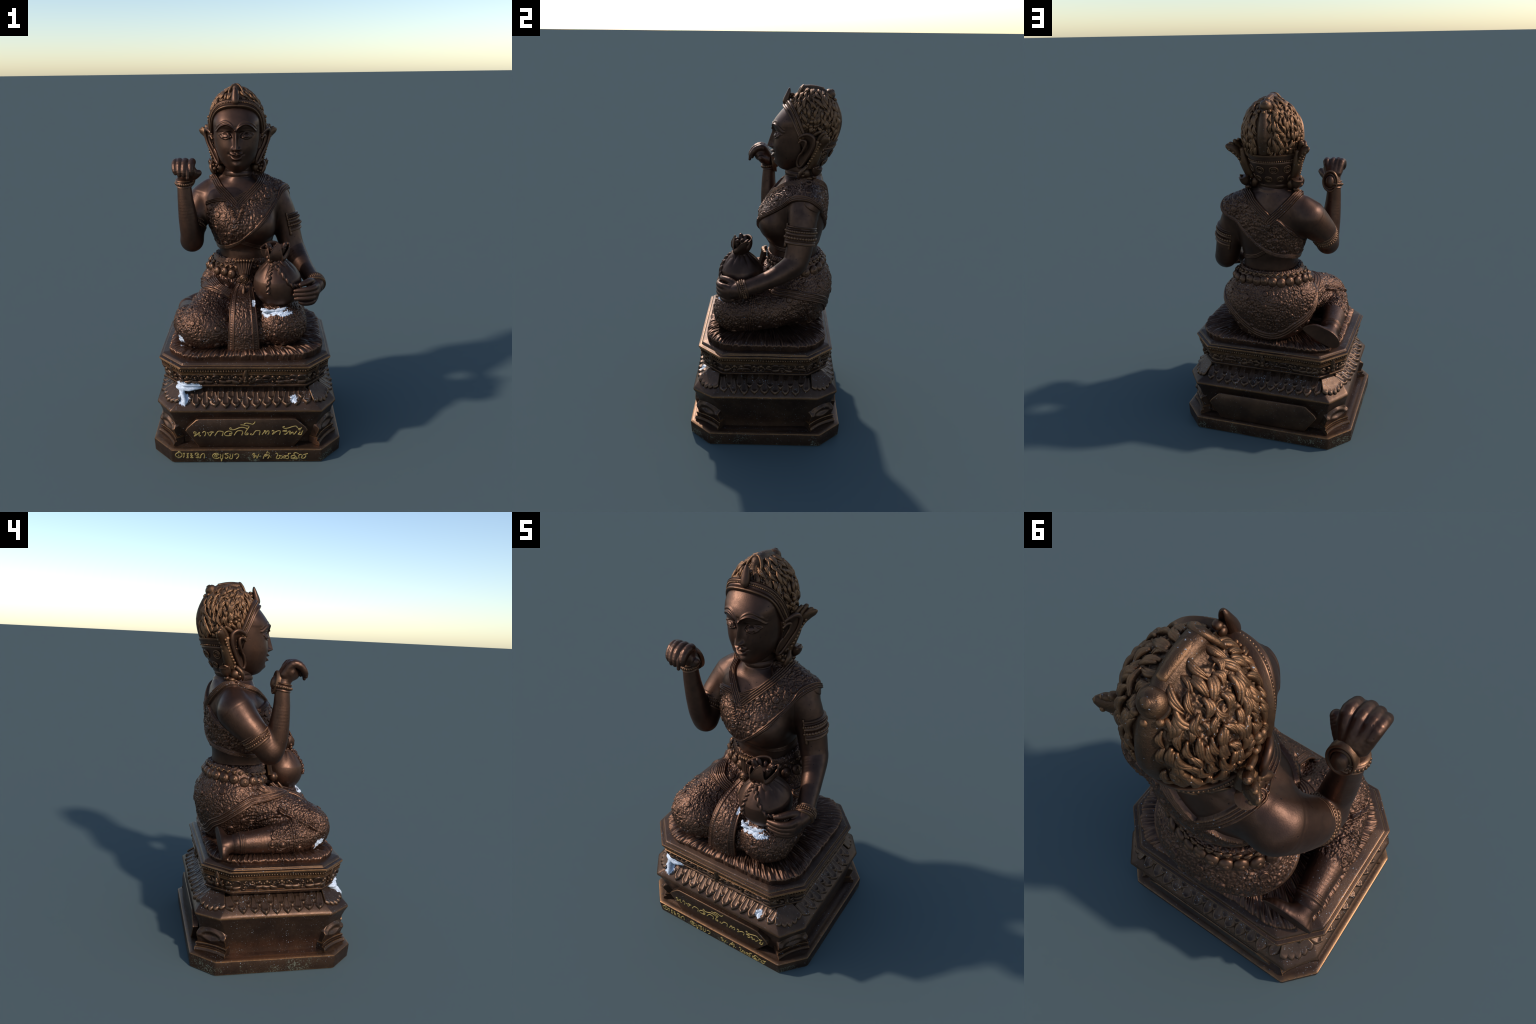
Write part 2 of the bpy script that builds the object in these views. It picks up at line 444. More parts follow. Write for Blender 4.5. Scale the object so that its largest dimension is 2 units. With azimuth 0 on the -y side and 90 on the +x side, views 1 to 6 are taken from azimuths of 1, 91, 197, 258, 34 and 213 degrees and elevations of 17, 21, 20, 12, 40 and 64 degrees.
# ================================================================== PLINTH
def oct_ring(z, hx, hy, cx, cy, rc=0.006, per=14):
    """one ring of a chamfered rectangle, corners eased by radius rc"""
    C = [(hx-cx, -hy), (hx, -hy+cy), (hx, hy-cy), (hx-cx, hy), (-hx+cx, hy), (-hx, hy-cy), (-hx, -hy+cy), (-hx+cx, -hy)]
    C = np.array(C); out = []
    for i in range(8):
        p, c, n = C[i-1], C[i], C[(i+1) % 8]
        a = c + (p-c)/np.linalg.norm(p-c)*rc; b = c + (n-c)/np.linalg.norm(n-c)*rc
        for t in (0, 0.5, 1): out.append((1-t)**2*a + 2*t*(1-t)*c + t*t*b)
        e = n + (c-n)/np.linalg.norm(c-n)*rc
        for t in np.linspace(0, 1, per+2)[1:-1]: out.append(b*(1-t) + e*t)
    out = np.array(out)
    return np.column_stack([out, np.full(len(out), z)])

def oct_loft(levels, wob=0.002, seed=1, cap=True):
    rings = [oct_ring(*l) for l in levels]; n = len(rings[0]); V = np.vstack(rings)
    if wob:
        V = V.copy(); m = V[:, 2] > 0.004
        V[m, 2] += wob*vnoise(V[m]*np.array([1, 1, 0.3]), 6.0, seed)
        s = 1 + wob*0.8*vnoise(V*np.array([1, 1, 0.5]), 5.0, seed+3); V[:, 0] *= s; V[:, 1] *= s
    F = [tuple(q)[::-1] for q in grid_faces(len(rings), n, wrap_v=True)]
    F += [tuple(range(n))[::-1], tuple((len(rings)-1)*n + j for j in range(n))]
    F = [tuple(reversed(f)) if i < len(F)-2 else f for i, f in enumerate(F)]
    return V, F

PLINTH = empty("plinth", ROOT)

slab = oct_loft([(0, .519, .437, .113, .119), (.004, .523, .441, .114, .12), (.070, .526, .445, .115, .122), (.078, .524, .443, .114, .122),
                 (.082, .517, .436, .112, .12), (.083, .503, .424, .106, .118), (.083, .490, .410, .104, .118), (.086, .484, .404, .104, .118),
                 (.088, .470, .390, .10, .118), (.089, .43, .35, .10, .11)], seed=2)
me = mesh_np("foot_slab", *slab, M_BASE); sharp_by_angle(me, 40); link("foot_slab", me, PLINTH)

WALL = [(.070, .458, .374), (.105, .457, .373), (.125, .459, .375), (.145, .463, .379), (.17, .468, .384), (.21, .474, .391), (.245, .480, .398), (.27, .487, .406), (.286, .492, .413)]
lv = [(z, a, b, .085, .12) for z, a, b in WALL]
lv += [(.297, .496, .419, .086, .117), (.304, .497, .421, .087, .118), (.311, .495, .419, .088, .118), (.319, .488, .412, .09, .118),
       (.333, .474, .398, .092, .116), (.351, .452, .377, .094, .112), (.370, .428, .354, .093, .105), (.386, .404, .332, .092, .10), (.398, .384, .313, .09, .09), (.405, .366, .296, .085, .085)]
body = oct_loft(lv, wob=0.0025, seed=5)
me = mesh_np("pedestal", *body, M_BASE); sharp_by_angle(me, 42); link("pedestal", me, PLINTH)

UP = [(.388, .380, .308, .07, .08), (.398, .396, .324, .08, .09), (.410, .416, .340, .09, .10), (.420, .434, .356, .105, .112), (.428, .443, .364, .114, .12), (.433, .444, .365, .116, .122), (.437, .440, .361, .116, .122),
      (.440, .434, .355, .115, .122), (.455, .440, .360, .118, .125), (.475, .445, .365, .120, .127), (.490, .449, .368, .122, .128), (.498, .451, .370, .123, .129),
      (.501, .457, .376, .124, .130), (.506, .458, .377, .124, .130), (.509, .453, .372, .124, .130), (.511, .458, .377, .126, .132), (.516, .459, .378, .126, .132), (.518, .454, .373, .126, .132),
      (.534, .458, .377, .128, .134), (.536, .466, .384, .13, .136), (.545, .470, .388, .13, .136), (.552, .468, .386, .13, .136), (.555, .461, .379, .13, .135),
      (.556, .455, .372, .128, .134), (.566, .452, .368, .128, .134), (.570, .445, .362, .126, .132), (.569, .30, .25, .10, .10)]
upper = oct_loft(UP, wob=0.002, seed=9); upper[0][:, 0] -= .012*(upper[0][:, 0] < 0); upper[0][:, 1] -= .004*(upper[0][:, 1] < 0)
me = mesh_np("upper_slab", *upper, M_BASE); sharp_by_angle(me, 42); UPPER = link("upper_slab", me, PLINTH)

# --- the flat sides of a chamfered ring as frames: (mid point, along, outward, length)
def sides(hx, hy, cx, cy):
    out = []
    for (mx, my), a, L in (((0, -hy), (1, 0), 2*(hx-cx)), ((hx, 0), (0, 1), 2*(hy-cy)), ((0, hy), (-1, 0), 2*(hx-cx)), ((-hx, 0), (0, -1), 2*(hy-cy))):
        out.append(("flat", np.array([mx, my]), np.array(a, float), np.array([a[1], -a[0]], float), L))
    for sx, sy in ((1, -1), (1, 1), (-1, 1), (-1, -1)):
        p = np.array([sx*(hx-cx/2), sy*(hy-cy/2)]); t = np.array([cx*sx, -cy*sy], float); t /= np.linalg.norm(t)
        o = np.array([t[1], -t[0]]); 
        if o @ p < 0: o = -o
        a = np.array([-o[1], o[0]])
        out.append(("corner", p, a, o, math.hypot(cx, cy)))
    return out

def place(obj, along, out3, pos, scale=(1, 1, 1)):
    """local x = along, local y = out of the surface, local z = up the surface"""
    x = Vector((*along, 0)) if len(along) == 2 else Vector(along); y = Vector(out3).normalized(); z = x.cross(y).normalized()
    if z.z < 0: x, z = -x, -z
    M = Matrix((x, y, z)).transposed().to_4x4(); M = Matrix.Translation(pos) @ M @ Matrix.Diagonal((*scale, 1))
    obj.matrix_local = M

# --- lotus petals on the sloping shoulder (tip points down the slope)
def petal_mesh(name, w, L, d, bulb):
    nu, nv = 15, 22; V = []
    for j in range(nv):
        t = j/(nv-1); wid = w*0.5*(0.62 + 0.42*math.sin(math.pi*min(t/0.62, 1)**1.2*0.5))*(1 if t < 0.62 else max(0.0, 1-((t-0.62)/0.38)**1.7))
        for i in range(nu):
            s = -1 + 2*i/(nu-1)
            h = d*(1-s*s)**0.6*(0.35+0.65*t) + 0.35*d*math.exp(-((abs(s)-0.55)/0.18)**2)*(t < 0.8)
            h += bulb*math.exp(-((t-0.83)/0.10)**2 - (s/0.75)**2)
            h *= min(1.0, (1-t)/0.06 + 0.05)
            V.append((s*wid, h - 0.003, -t*L))
    F = [tuple(q) for q in grid_faces(nv, nu)]
    n = len(V); V += [(x, -0.006, z) for x, y, z in V]
    F += [tuple(reversed([i+n for i in f])) for f in F]
    b = [i for i in range(nu)] + [j*nu+nu-1 for j in range(1, nv)] + [(nv-1)*nu+i for i in range(nu-2, -1, -1)] + [j*nu for j in range(nv-2, 0, -1)]
    F += [(b[k], b[(k+1) % len(b)], b[(k+1) % len(b)]+n, b[k]+n) for k in range(len(b))]
    F = [tuple(reversed(f)) for f in F]
    return mesh_np(name, np.array(V), F, M_PETAL)

PET = [petal_mesh("petal", .054, .096, .010, .007), petal_mesh("petal", .056, .092, .009, .008), petal_mesh("petal", .051, .100, .010, .006)]
def slope_frame(a, o, hx0, z0, hx1, z1):
    up = np.array([-o[0]*(hx0-hx1), -o[1]*(hx0-hx1), z1-z0]); up /= np.linalg.norm(up)
    nrm = np.cross(up, [a[0], a[1], 0]); 
    if nrm[2] < 0: nrm = -nrm
    return up, nrm
for kind, p, a, o, L in sides(.497, .421, .088, .118):
    if kind != "flat": continue
    up, nrm = slope_frame(a, o, .488, .319, .404, .386)
    front = abs(a[0]) > 0.5
    cnt = 13 if front else 9; span = .655 if front else .47
    for row, (off, lift) in enumerate(((0.0, .004), (0.036, .001))):
        n = cnt - row
        for i in range(n):
            s = (i - (n-1)/2)*span/(cnt-1)
            edge = abs(s)/(span/2)
            tip = np.array([p[0] + a[0]*s - o[0]*.006, p[1] + a[1]*s - o[1]*.006, .3190]) + up*(off + .016*edge**4 + RNG.normal(0, .0015)) + nrm*lift
            L_ = .094
            tilt = RNG.normal(0, .05) + 0.10*s/(span/2)*(1 if True else 0)
            ob = link("petal", PET[RNG.integers(3)], PLINTH)
            aa = np.array([a[0], a[1], 0])*math.cos(tilt) - up*math.sin(tilt)
            dirn = up*math.cos(tilt) + np.array([a[0], a[1], 0])*math.sin(tilt)
            place(ob, aa, nrm, tip + dirn*L_, (RNG.uniform(.94, 1.06), RNG.uniform(.9, 1.2), RNG.uniform(.97, 1.03)))

# --- broad scalloped corner leaf on the shoulder
def corner_leaf():
    nu, nv = 61, 24; V = []
    for j in range(nv):
        t = j/(nv-1)
        for i in range(nu):
            s = -1 + 2*i/(nu-1)
            lob = abs(math.sin((s*2.5+0.5)*math.pi))
            Lx = .034 + (0.078 - 0.030*abs(s)**1.6)*(0.80 + 0.24*lob**0.6)
            wx = s*(.040 + .036*t)
            h = .0045*min(1, (1-t)/.08+.02) + .0035*math.exp(-((t-.86)/.10)**2)*lob
            V.append((wx, h-0.002, -t*Lx))
    F = [tuple(q) for q in grid_faces(nv, nu)]; n = len(V); V += [(x, -.006, z) for x, y, z in V]
    F += [tuple(reversed([i+n for i in f])) for f in F]
    b = [i for i in range(nu)] + [j*nu+nu-1 for j in range(1, nv)] + [(nv-1)*nu+i for i in range(nu-2, -1, -1)] + [j*nu for j in range(nv-2, 0, -1)]
    F += [(b[k], b[(k+1) % len(b)], b[(k+1) % len(b)]+n, b[k]+n) for k in range(len(b))]
    return mesh_np("corner_leaf", np.array(V), [tuple(reversed(f)) for f in F], M_PETAL)
CL = corner_leaf()
for kind, p, a, o, L in sides(.497, .421, .088, .118):
    if kind == "flat": continue
    up, nrm = slope_frame(a, o, .488, .319, .416, .378)
    ob = link("corner_leaf", CL, PLINTH)
    b = np.array([p[0]-o[0]*.010, p[1]-o[1]*.010, .320]) + up*.128 + nrm*.003
    place(ob, a, nrm, b)

# --- beaded moulding under the rim
def bead_run(parts, hx, hy, cx, cy, z, step, r):
    for kind, p, a, o, L in sides(hx, hy, cx, cy):
        n = int(L/step)
        for i in range(n):
            s = (i + .5 - n/2)*L/n
            q = np.array([p[0]+a[0]*s, p[1]+a[1]*s, z + 0.0015*math.sin(p[0]*9+s*14)]); q[0] -= .012*(q[0] < 0); q[1] -= .004*(q[1] < 0)
            parts.append(ball_geo(q, (r, r, r*1.15), 8, 6))
pp = []; bead_run(pp, .4575, .3765, .127, .133, .5265, .0135, .0058)
ob = link("bead_moulding", mesh_np("bead_moulding", *join_geo(pp), M_CARVE), PLINTH); ob["kind"] = "stuff"

# --- scroll frieze: curls, leaves and buds
def curl_geo(turns=1.15, R=.019, r=.0048):
    t = np.linspace(0, 1, 26); ang = 2*np.pi*turns*t + 0.6
    rad = R*(1 - .72*t)
    P = np.column_stack([rad*np.cos(ang), np.zeros(26), rad*np.sin(ang)])
    return tube_geo(P, r*(1.05-.35*t), 8, up=(0, 1, 0))
curl = join_geo([curl_geo(), ball_geo((0, 0.001, 0), (.006, .006, .006), 10, 7)])
lf = ball_geo((0, 0, 0), (.024, .009, .011), 16, 10); lf[0][:, 2] += 9.0*lf[0][:, 0]**2 - .003; lf[0][:, 2] *= (1 - 12*lf[0][:, 0])
bud = join_geo([ball_geo((0, 0, 0), (.010, .009, .010), 12, 8), ball_geo((.011, 0, -.006), (.006, .006, .006), 10, 7), ball_geo((-.011, 0, -.006), (.006, .006, .006), 10, 7)])
arch = tube_geo([(-.020, 0, -.008), (-.014, .002, .006), (0, .004, .011), (.014, .002, .006), (.020, 0, -.008)], [.004, .0055, .006, .0055, .004], 9, 16, up=(0, 1, 0))
KIT = {n: mesh_np(n, *gm, M_CARVE) for n, gm in (("scroll_curl", curl), ("scroll_leaf", lf), ("scroll_bud", bud), ("scroll_arch", arch))}
def flame_geo():
    parts = []
    def leaf(cx, cz, w, h, tilt, d):
        V, F = ball_geo((0, 0, 0), (1, 1, 1), 16, 12)
        V = V.copy(); t = (V[:, 2]+1)/2
        V[:, 0] *= w*(1.15 - t)**.55; V[:, 1] *= d; V[:, 2] = (t-.25)*h
        c, s = math.cos(tilt), math.sin(tilt)
        V = np.column_stack([V[:, 0]*c + V[:, 2]*s + cx, V[:, 1], -V[:, 0]*s + V[:, 2]*c + cz]); parts.append((V, F))
    leaf(0, 0, .021, .078, 0, .012); leaf(-.018, -.014, .014, .035, -.7, .010); leaf(.018, -.014, .014, .035, .7, .010)
    leaf(0, -.012, .013, .045, 0, .019); leaf(-.026, -.024, .010, .02, -1.1, .008); leaf(.026, -.024, .010, .02, 1.1, .008)
    parts.append(ball_geo((0, .008, -.02), (.013, .010, .013), 12, 8))
    return join_geo(parts)
FLAME = mesh_np("flame_finial", *flame_geo(), M_CARVE)
for kind, p, a, o, L in sides(.442, .362, .119, .126):
    nrm = np.array([o[0], o[1], -.14]); nrm /= np.linalg.norm(nrm)
    mid = kind == "corner" or abs(a[0]) > .5
    for row, zz, names in ((0, .456, ("scroll_leaf", "scroll_curl", "scroll_leaf", "scroll_arch")), (1, .484, ("scroll_arch", "scroll_bud", "scroll_curl", "scroll_bud"))):
        step = .036; n = max(2, int((L-.02)/step))
        for i in range(n):
            s = (i + .5 - n/2)*(L-.01)/n + RNG.normal(0, .002)
            if mid and abs(s) < .034: continue
            nm = names[(i + RNG.integers(2)) % 4]
            ob = link(nm, KIT[nm], PLINTH)
            out = (-.003 if row == 0 else .004)
            q = np.array([p[0]+a[0]*s + o[0]*(out+.001), p[1]+a[1]*s + o[1]*(out+.001), zz + RNG.normal(0, .0015)])
            q[0] -= .012*(q[0] < 0); q[1] -= .004*(q[1] < 0)
            th = RNG.normal(0, .25); fl = -1 if s < 0 else 1
            z = np.cross([a[0], a[1], 0], nrm); aa = np.array([a[0], a[1], 0])*math.cos(th) + z*math.sin(th)
            sc = RNG.uniform(1.0, 1.25)
            place(ob, aa*1.0, nrm, q, (sc*fl, sc, sc))
    if mid:
        ob = link("flame_finial", FLAME, PLINTH)
        sc = 1.0 if kind == "corner" else .92
        q = np.array([p[0]+o[0]*.010, p[1]+o[1]*.010, .482]); q[0] -= .012*(q[0] < 0); q[1] -= .004*(q[1] < 0)
        place(ob, a, np.array([o[0], o[1], -.12]), q, (sc, sc, sc))

# --- name plaques, front and back
def plaque_geo(t=.031):
    out = [(-.262, .085), (-.332, .186), (-.322, .204), (-.272, .252), (-.255, .257), (.255, .259), (.272, .255), (.325, .206), (.335, .186), (.262, .085)]
    c = np.mean(out, 0); V = []
    for s, y in ((1.0, 0), (1.0, t-.004), (.992, t-.001), (.975, t)):
        V += [(c[0]+(x-c[0])*s, -y, c[1]+(z-c[1])*(s if s == 1 else s-.02)) for x, z in out]
    n = len(out); F = [tuple(q) for q in grid_faces(4, n, wrap_v=True)] + [tuple(range(3*n, 4*n))[::-1]]
    return np.array(V), F
PLQ = mesh_np("name_plaque", *plaque_geo(), M_BASE); 
import bmesh
bm = bmesh.new(); bm.from_mesh(PLQ); bmesh.ops.recalc_face_normals(bm, faces=bm.faces); bm.to_mesh(PLQ); bm.free()
sharp_by_angle(PLQ, 25)
ob = link("name_plaque", PLQ, PLINTH); ob.location = (0, -.393, 0)
ob = link("name_plaque", PLQ, PLINTH); ob.location = (0, .393, 0); ob.rotation_euler = (0, 0, math.pi)

# --- corner feet: stepped moulding and an eye-shaped scroll
def foot_patch(zlo, zhi, half, outfn, nu=48, nv=30, back=-.03):
    V = []
    for j in range(nv):
        v = j/(nv-1)
        for i in range(nu):
            u = -1 + 2*i/(nu-1)
            V.append((u*half, outfn(u, v), zlo + (zhi-zlo)*v))
    F = [tuple(q) for q in grid_faces(nv, nu)]; n = len(V)
    V += [(x, back, z) for x, y, z in V]
    b = [i for i in range(nu)] + [j*nu+nu-1 for j in range(1, nv)] + [(nv-1)*nu+i for i in range(nu-2, -1, -1)] + [j*nu for j in range(nv-2, 0, -1)]
    F += [(b[k], b[(k+1) % len(b)], b[(k+1) % len(b)]+n, b[k]+n) for k in range(len(b))]
    return np.array(V), [tuple(reversed(f)) for f in F]
def eye_out(u, v):
    up = .72 - .34*abs(u)**1.5; dn = .30 + .20*abs(u)**1.3
    ru = math.exp(-((v-up)/.10)**2); rd = math.exp(-((v-dn)/.09)**2)
    bulge = .032*math.sin(math.pi*min(max(v, 0), 1))**.45
    top = 1 - .45*abs(u)**2
    cut = 1 if v < top else max(0.05, 1 - (v-top)/.12)
    inside = math.exp(-((v-.5)/.16)**2 - (u/.62)**2)
    return (-.012 + bulge + .012*ru*(1-.3*abs(u)) + .010*rd - .010*inside + .006*math.exp(-((abs(u)-.98)/.2)**2)*(v < .6))*cut*(1-.35*u*u) - .012*(1-cut)
def step_out(u, v):
    q = .018 if v > .55 else .032
    return q - .012*(1-u*u) + .003*math.sin(v*9)
foot = join_geo([foot_patch(.120, .250, .084, eye_out), foot_patch(.085, .130, .090, step_out, 40, 26)])
FOOT = mesh_np("corner_foot", *foot, M_BASE); bm = bmesh.new(); bm.from_mesh(FOOT); bmesh.ops.recalc_face_normals(bm, faces=bm.faces); bm.to_mesh(FOOT); bm.free(); sharp_by_angle(FOOT, 50)
for kind, p, a, o, L in sides(.466, .384, .085, .12):
    if kind == "flat": continue
    ob = link("corner_foot", FOOT, PLINTH)
    place(ob, a, (o[0], o[1], 0), (p[0]+o[0]*.002, p[1]+o[1]*.002, 0))

# --- the shaggy mat she kneels on
def rug():
    nu, nv = 900, 46; V = np.zeros((nu, nv, 3))
    ring = oct_ring(0, .428, .348, .105, .105, .05, 60)[:, :2]
    d = np.r_[0, np.cumsum(np.linalg.norm(np.diff(np.vstack([ring, ring[:1]]), axis=0), axis=1))]
    s = np.linspace(0, d[-1], nu, endpoint=False); R = np.vstack([ring, ring[:1]])
    E = np.column_stack([np.interp(s, d, R[:, 0]), np.interp(s, d, R[:, 1])])
    wavy = vnoise(np.column_stack([s*14, s*0, s*0]), 1.0, 4)*.006 + vnoise(np.column_stack([s*90, s*0, s*0]), 1.0, 8)*.003
    scal = np.abs(np.sin(s*np.pi/.085 + .8*np.sin(s*7)))**.5
    for j in range(nv):
        t = j/(nv-1)                       # 0 = underside rim, then edge, then in over the top
        if t < .15: f, z = 1.0 - .02*(1-t/.15), .562 + .035*(t/.15)
        else:
            q = (t-.15)/.85; f = 1.0 - .55*q; z = .597 + .014*math.sin(min(q*6, 1)*math.pi/2) + .010*q
        hair = vnoise(np.column_stack([s*170, np.full(nu, q*5 if t >= .15 else 0), s*0]), 1.0, 21)
        hair2 = np.abs(vnoise(np.column_stack([s*75 + 3*(q if t > .15 else 0), np.full(nu, 3*(q if t >= .15 else 0)), s*0]), 1.0, 5))
        amp = .0058*min(1, t/.12)
        V[:, j, 0] = E[:, 0]*(f + wavy*(t < .6)*1.2 + .02*(scal-.6)*max(0, 1-t*1.6)); V[:, j, 1] = E[:, 1]*(f + wavy*(t < .6)*1.2 + .02*(scal-.6)*max(0, 1-t*1.6))
        V[:, j, 2] = z + amp*(hair*1.0 + hair2*1.2 - .4) + .004*(scal-.5)*max(0, 1-abs(t-.25)*4)
    V = V.reshape(-1, 3); V[:, 2] += (.018*V[:, 0] - .008*V[:, 1])*smooth(.575, .59, V[:, 2]); F = grid_faces(nu, nv, wrap_u=True)
    return V, F
V, F = rug(); link("shaggy_mat", mesh_np("shaggy_mat", V, F, M_CLOTH), PLINTH)

# --- painted inscription: pen strokes standing a hair proud of the metal
INSCRIPTION_UPPER = {
    'n': [(-0.284, 0.171), (-0.286, 0.179), (-0.278, 0.181), (-0.273, 0.175), (-0.281, 0.159), (-0.284, 0.154), (-0.269, 0.164), (-0.254, 0.178), (-0.258, 0.162), (-0.254, 0.155), (-0.248, 0.158)],
    'a': [(-0.239, 0.175), (-0.229, 0.183), (-0.221, 0.178), (-0.223, 0.164), (-0.228, 0.155)],
    'ng': [(-0.206, 0.174), (-0.21, 0.176), (-0.207, 0.17), (-0.199, 0.156), (-0.187, 0.174), (-0.177, 0.179), (-0.188, 0.181), (-0.201, 0.177)],
    'k': [(-0.172, 0.156), (-0.158, 0.178), (-0.149, 0.185), (-0.131, 0.183), (-0.125, 0.178), (-0.131, 0.156)],
    'w': [(-0.09, 0.163), (-0.089, 0.169), (-0.078, 0.169), (-0.08, 0.18), (-0.095, 0.185), (-0.111, 0.178), (-0.118, 0.167), (-0.112, 0.158), (-0.093, 0.156), (-0.08, 0.161)],
    'm1': [(-0.078, 0.202), (-0.085, 0.205), (-0.089, 0.199), (-0.079, 0.194), (-0.061, 0.195), (-0.035, 0.206), (-0.016, 0.208), (0.004, 0.201)],
    'k2': [(-0.066, 0.159), (-0.053, 0.179), (-0.042, 0.187), (-0.023, 0.186), (-0.018, 0.177), (-0.024, 0.159)],
    'o': [(-0.03, 0.224), (-0.016, 0.223), (-0.001, 0.219), (0.017, 0.213), (0.004, 0.191), (-0.006, 0.17), (-0.001, 0.161), (0.011, 0.165), (0.009, 0.172), (0.0, 0.17)],
    'o2': [(-0.011, 0.227), (-0.0, 0.234), (0.018, 0.232), (0.037, 0.227), (0.047, 0.236), (0.05, 0.244)],
    'ph': [(0.03, 0.169), (0.024, 0.164), (0.03, 0.161), (0.039, 0.164), (0.046, 0.177), (0.052, 0.184), (0.06, 0.187), (0.076, 0.184), (0.072, 0.16)],
    'kh': [(0.087, 0.162), (0.099, 0.178), (0.109, 0.185), (0.099, 0.186), (0.109, 0.176), (0.105, 0.166), (0.115, 0.182), (0.123, 0.185), (0.126, 0.176), (0.119, 0.162)],
    'th': [(0.14, 0.183), (0.148, 0.187), (0.153, 0.181), (0.143, 0.162), (0.165, 0.181), (0.182, 0.186), (0.187, 0.179), (0.182, 0.161)],
    'r': [(0.223, 0.189), (0.2, 0.184), (0.222, 0.179), (0.225, 0.172), (0.214, 0.163), (0.207, 0.166)],
    'm2': [(0.21, 0.212), (0.201, 0.209), (0.209, 0.201), (0.228, 0.202), (0.253, 0.211), (0.272, 0.214), (0.281, 0.204)],
    'p': [(0.236, 0.175), (0.233, 0.181), (0.242, 0.182), (0.239, 0.163), (0.254, 0.177), (0.261, 0.163), (0.278, 0.185)],
    'y': [(0.291, 0.178), (0.295, 0.175), (0.285, 0.164), (0.3, 0.162), (0.309, 0.188)],
    'y2': [(0.296, 0.191), (0.288, 0.191), (0.287, 0.199), (0.296, 0.198), (0.292, 0.194), (0.304, 0.205)],
}
INSCRIPTION_LOWER = {
    'c': [(-0.371, 0.066), (-0.385, 0.059), (-0.39, 0.048), (-0.38, 0.037), (-0.363, 0.036), (-0.354, 0.046), (-0.357, 0.061), (-0.371, 0.066)],
    'c1': [(-0.372, 0.048), (-0.371, 0.047)],
    'c2': [(-0.374, 0.07), (-0.368, 0.073), (-0.363, 0.069)],
    'd': [(-0.349, 0.059), (-0.339, 0.06), (-0.343, 0.05), (-0.342, 0.042), (-0.348, 0.034)],
    'e': [(-0.328, 0.057), (-0.317, 0.059), (-0.326, 0.046), (-0.319, 0.044), (-0.328, 0.032), (-0.318, 0.032)],
    'e2': [(-0.308, 0.059), (-0.298, 0.057), (-0.307, 0.046), (-0.294, 0.046), (-0.307, 0.033), (-0.293, 0.032)],
    'g': [(-0.281, 0.049), (-0.279, 0.059), (-0.268, 0.061), (-0.262, 0.053), (-0.272, 0.046), (-0.266, 0.031), (-0.279, 0.035)],
    'm': [(-0.262, 0.046), (-0.261, 0.032), (-0.252, 0.032), (-0.25, 0.046), (-0.241, 0.056), (-0.232, 0.056), (-0.23, 0.045), (-0.233, 0.029)],
    'A': [(-0.169, 0.045), (-0.161, 0.043), (-0.165, 0.036), (-0.174, 0.041), (-0.169, 0.052), (-0.153, 0.049), (-0.158, 0.058), (-0.173, 0.058), (-0.186, 0.045), (-0.177, 0.029), (-0.158, 0.027), (-0.149, 0.034)],
    'y': [(-0.145, 0.054), (-0.14, 0.045), (-0.144, 0.028), (-0.132, 0.026), (-0.128, 0.056)],
    'u': [(-0.141, 0.017), (-0.135, 0.018), (-0.139, 0.009)],
    'th': [(-0.099, 0.058), (-0.118, 0.054), (-0.103, 0.045), (-0.101, 0.034), (-0.114, 0.026), (-0.117, 0.036)],
    'y2': [(-0.091, 0.054), (-0.087, 0.045), (-0.093, 0.028), (-0.079, 0.026), (-0.074, 0.056)],
    'a': [(-0.065, 0.048), (-0.055, 0.055), (-0.042, 0.05), (-0.045, 0.035), (-0.056, 0.024)],
    'ph': [(0.04, 0.044), (0.035, 0.053), (0.046, 0.055), (0.041, 0.027), (0.052, 0.044), (0.058, 0.027), (0.069, 0.055)],
    'dot': [(0.075, 0.038), (0.077, 0.036)],
    's': [(0.092, 0.025), (0.101, 0.047), (0.114, 0.053), (0.104, 0.038), (0.119, 0.047), (0.127, 0.043), (0.117, 0.024)],
    's2': [(0.111, 0.062), (0.116, 0.067), (0.12, 0.062), (0.127, 0.058)],
    'dot2': [(0.134, 0.034), (0.135, 0.032)],
    't2': [(0.16, 0.056), (0.168, 0.058), (0.172, 0.047), (0.164, 0.027), (0.177, 0.024), (0.185, 0.039), (0.179, 0.043), (0.194, 0.041), (0.199, 0.03), (0.187, 0.024)],
    'f5': [(0.207, 0.025), (0.206, 0.039), (0.218, 0.043), (0.231, 0.037), (0.229, 0.024), (0.218, 0.025), (0.212, 0.034), (0.231, 0.047), (0.231, 0.056), (0.243, 0.057)],
    'f5b': [(0.247, 0.024), (0.247, 0.039), (0.261, 0.043), (0.269, 0.032), (0.253, 0.026), (0.266, 0.022), (0.28, 0.024), (0.266, 0.043), (0.261, 0.056), (0.272, 0.061), (0.284, 0.055)],
    'f8': [(0.289, 0.026), (0.288, 0.043), (0.297, 0.05), (0.307, 0.042), (0.302, 0.028), (0.316, 0.026), (0.326, 0.039), (0.322, 0.05), (0.313, 0.048), (0.336, 0.055)],
}

for table, y0, r in ((INSCRIPTION_UPPER, -.4250, .0031), (INSCRIPTION_LOWER, -.4458, .0030)):
    for key, pts in table.items():
        P = [(x, y0, zz) for x, zz in pts]
        n = max(6, 5*len(P)); tt = np.linspace(0, 1, n)
        V, F = tube_geo(P, r, 8, n, flat=.55, up=(0, 1, 0)) if len(P) > 2 else ball_geo(P[0], (.0032, .0015, .0032))
        link("inscription_letter", mesh_np("inscription_letter", V, F, M_GOLD), PLINTH)

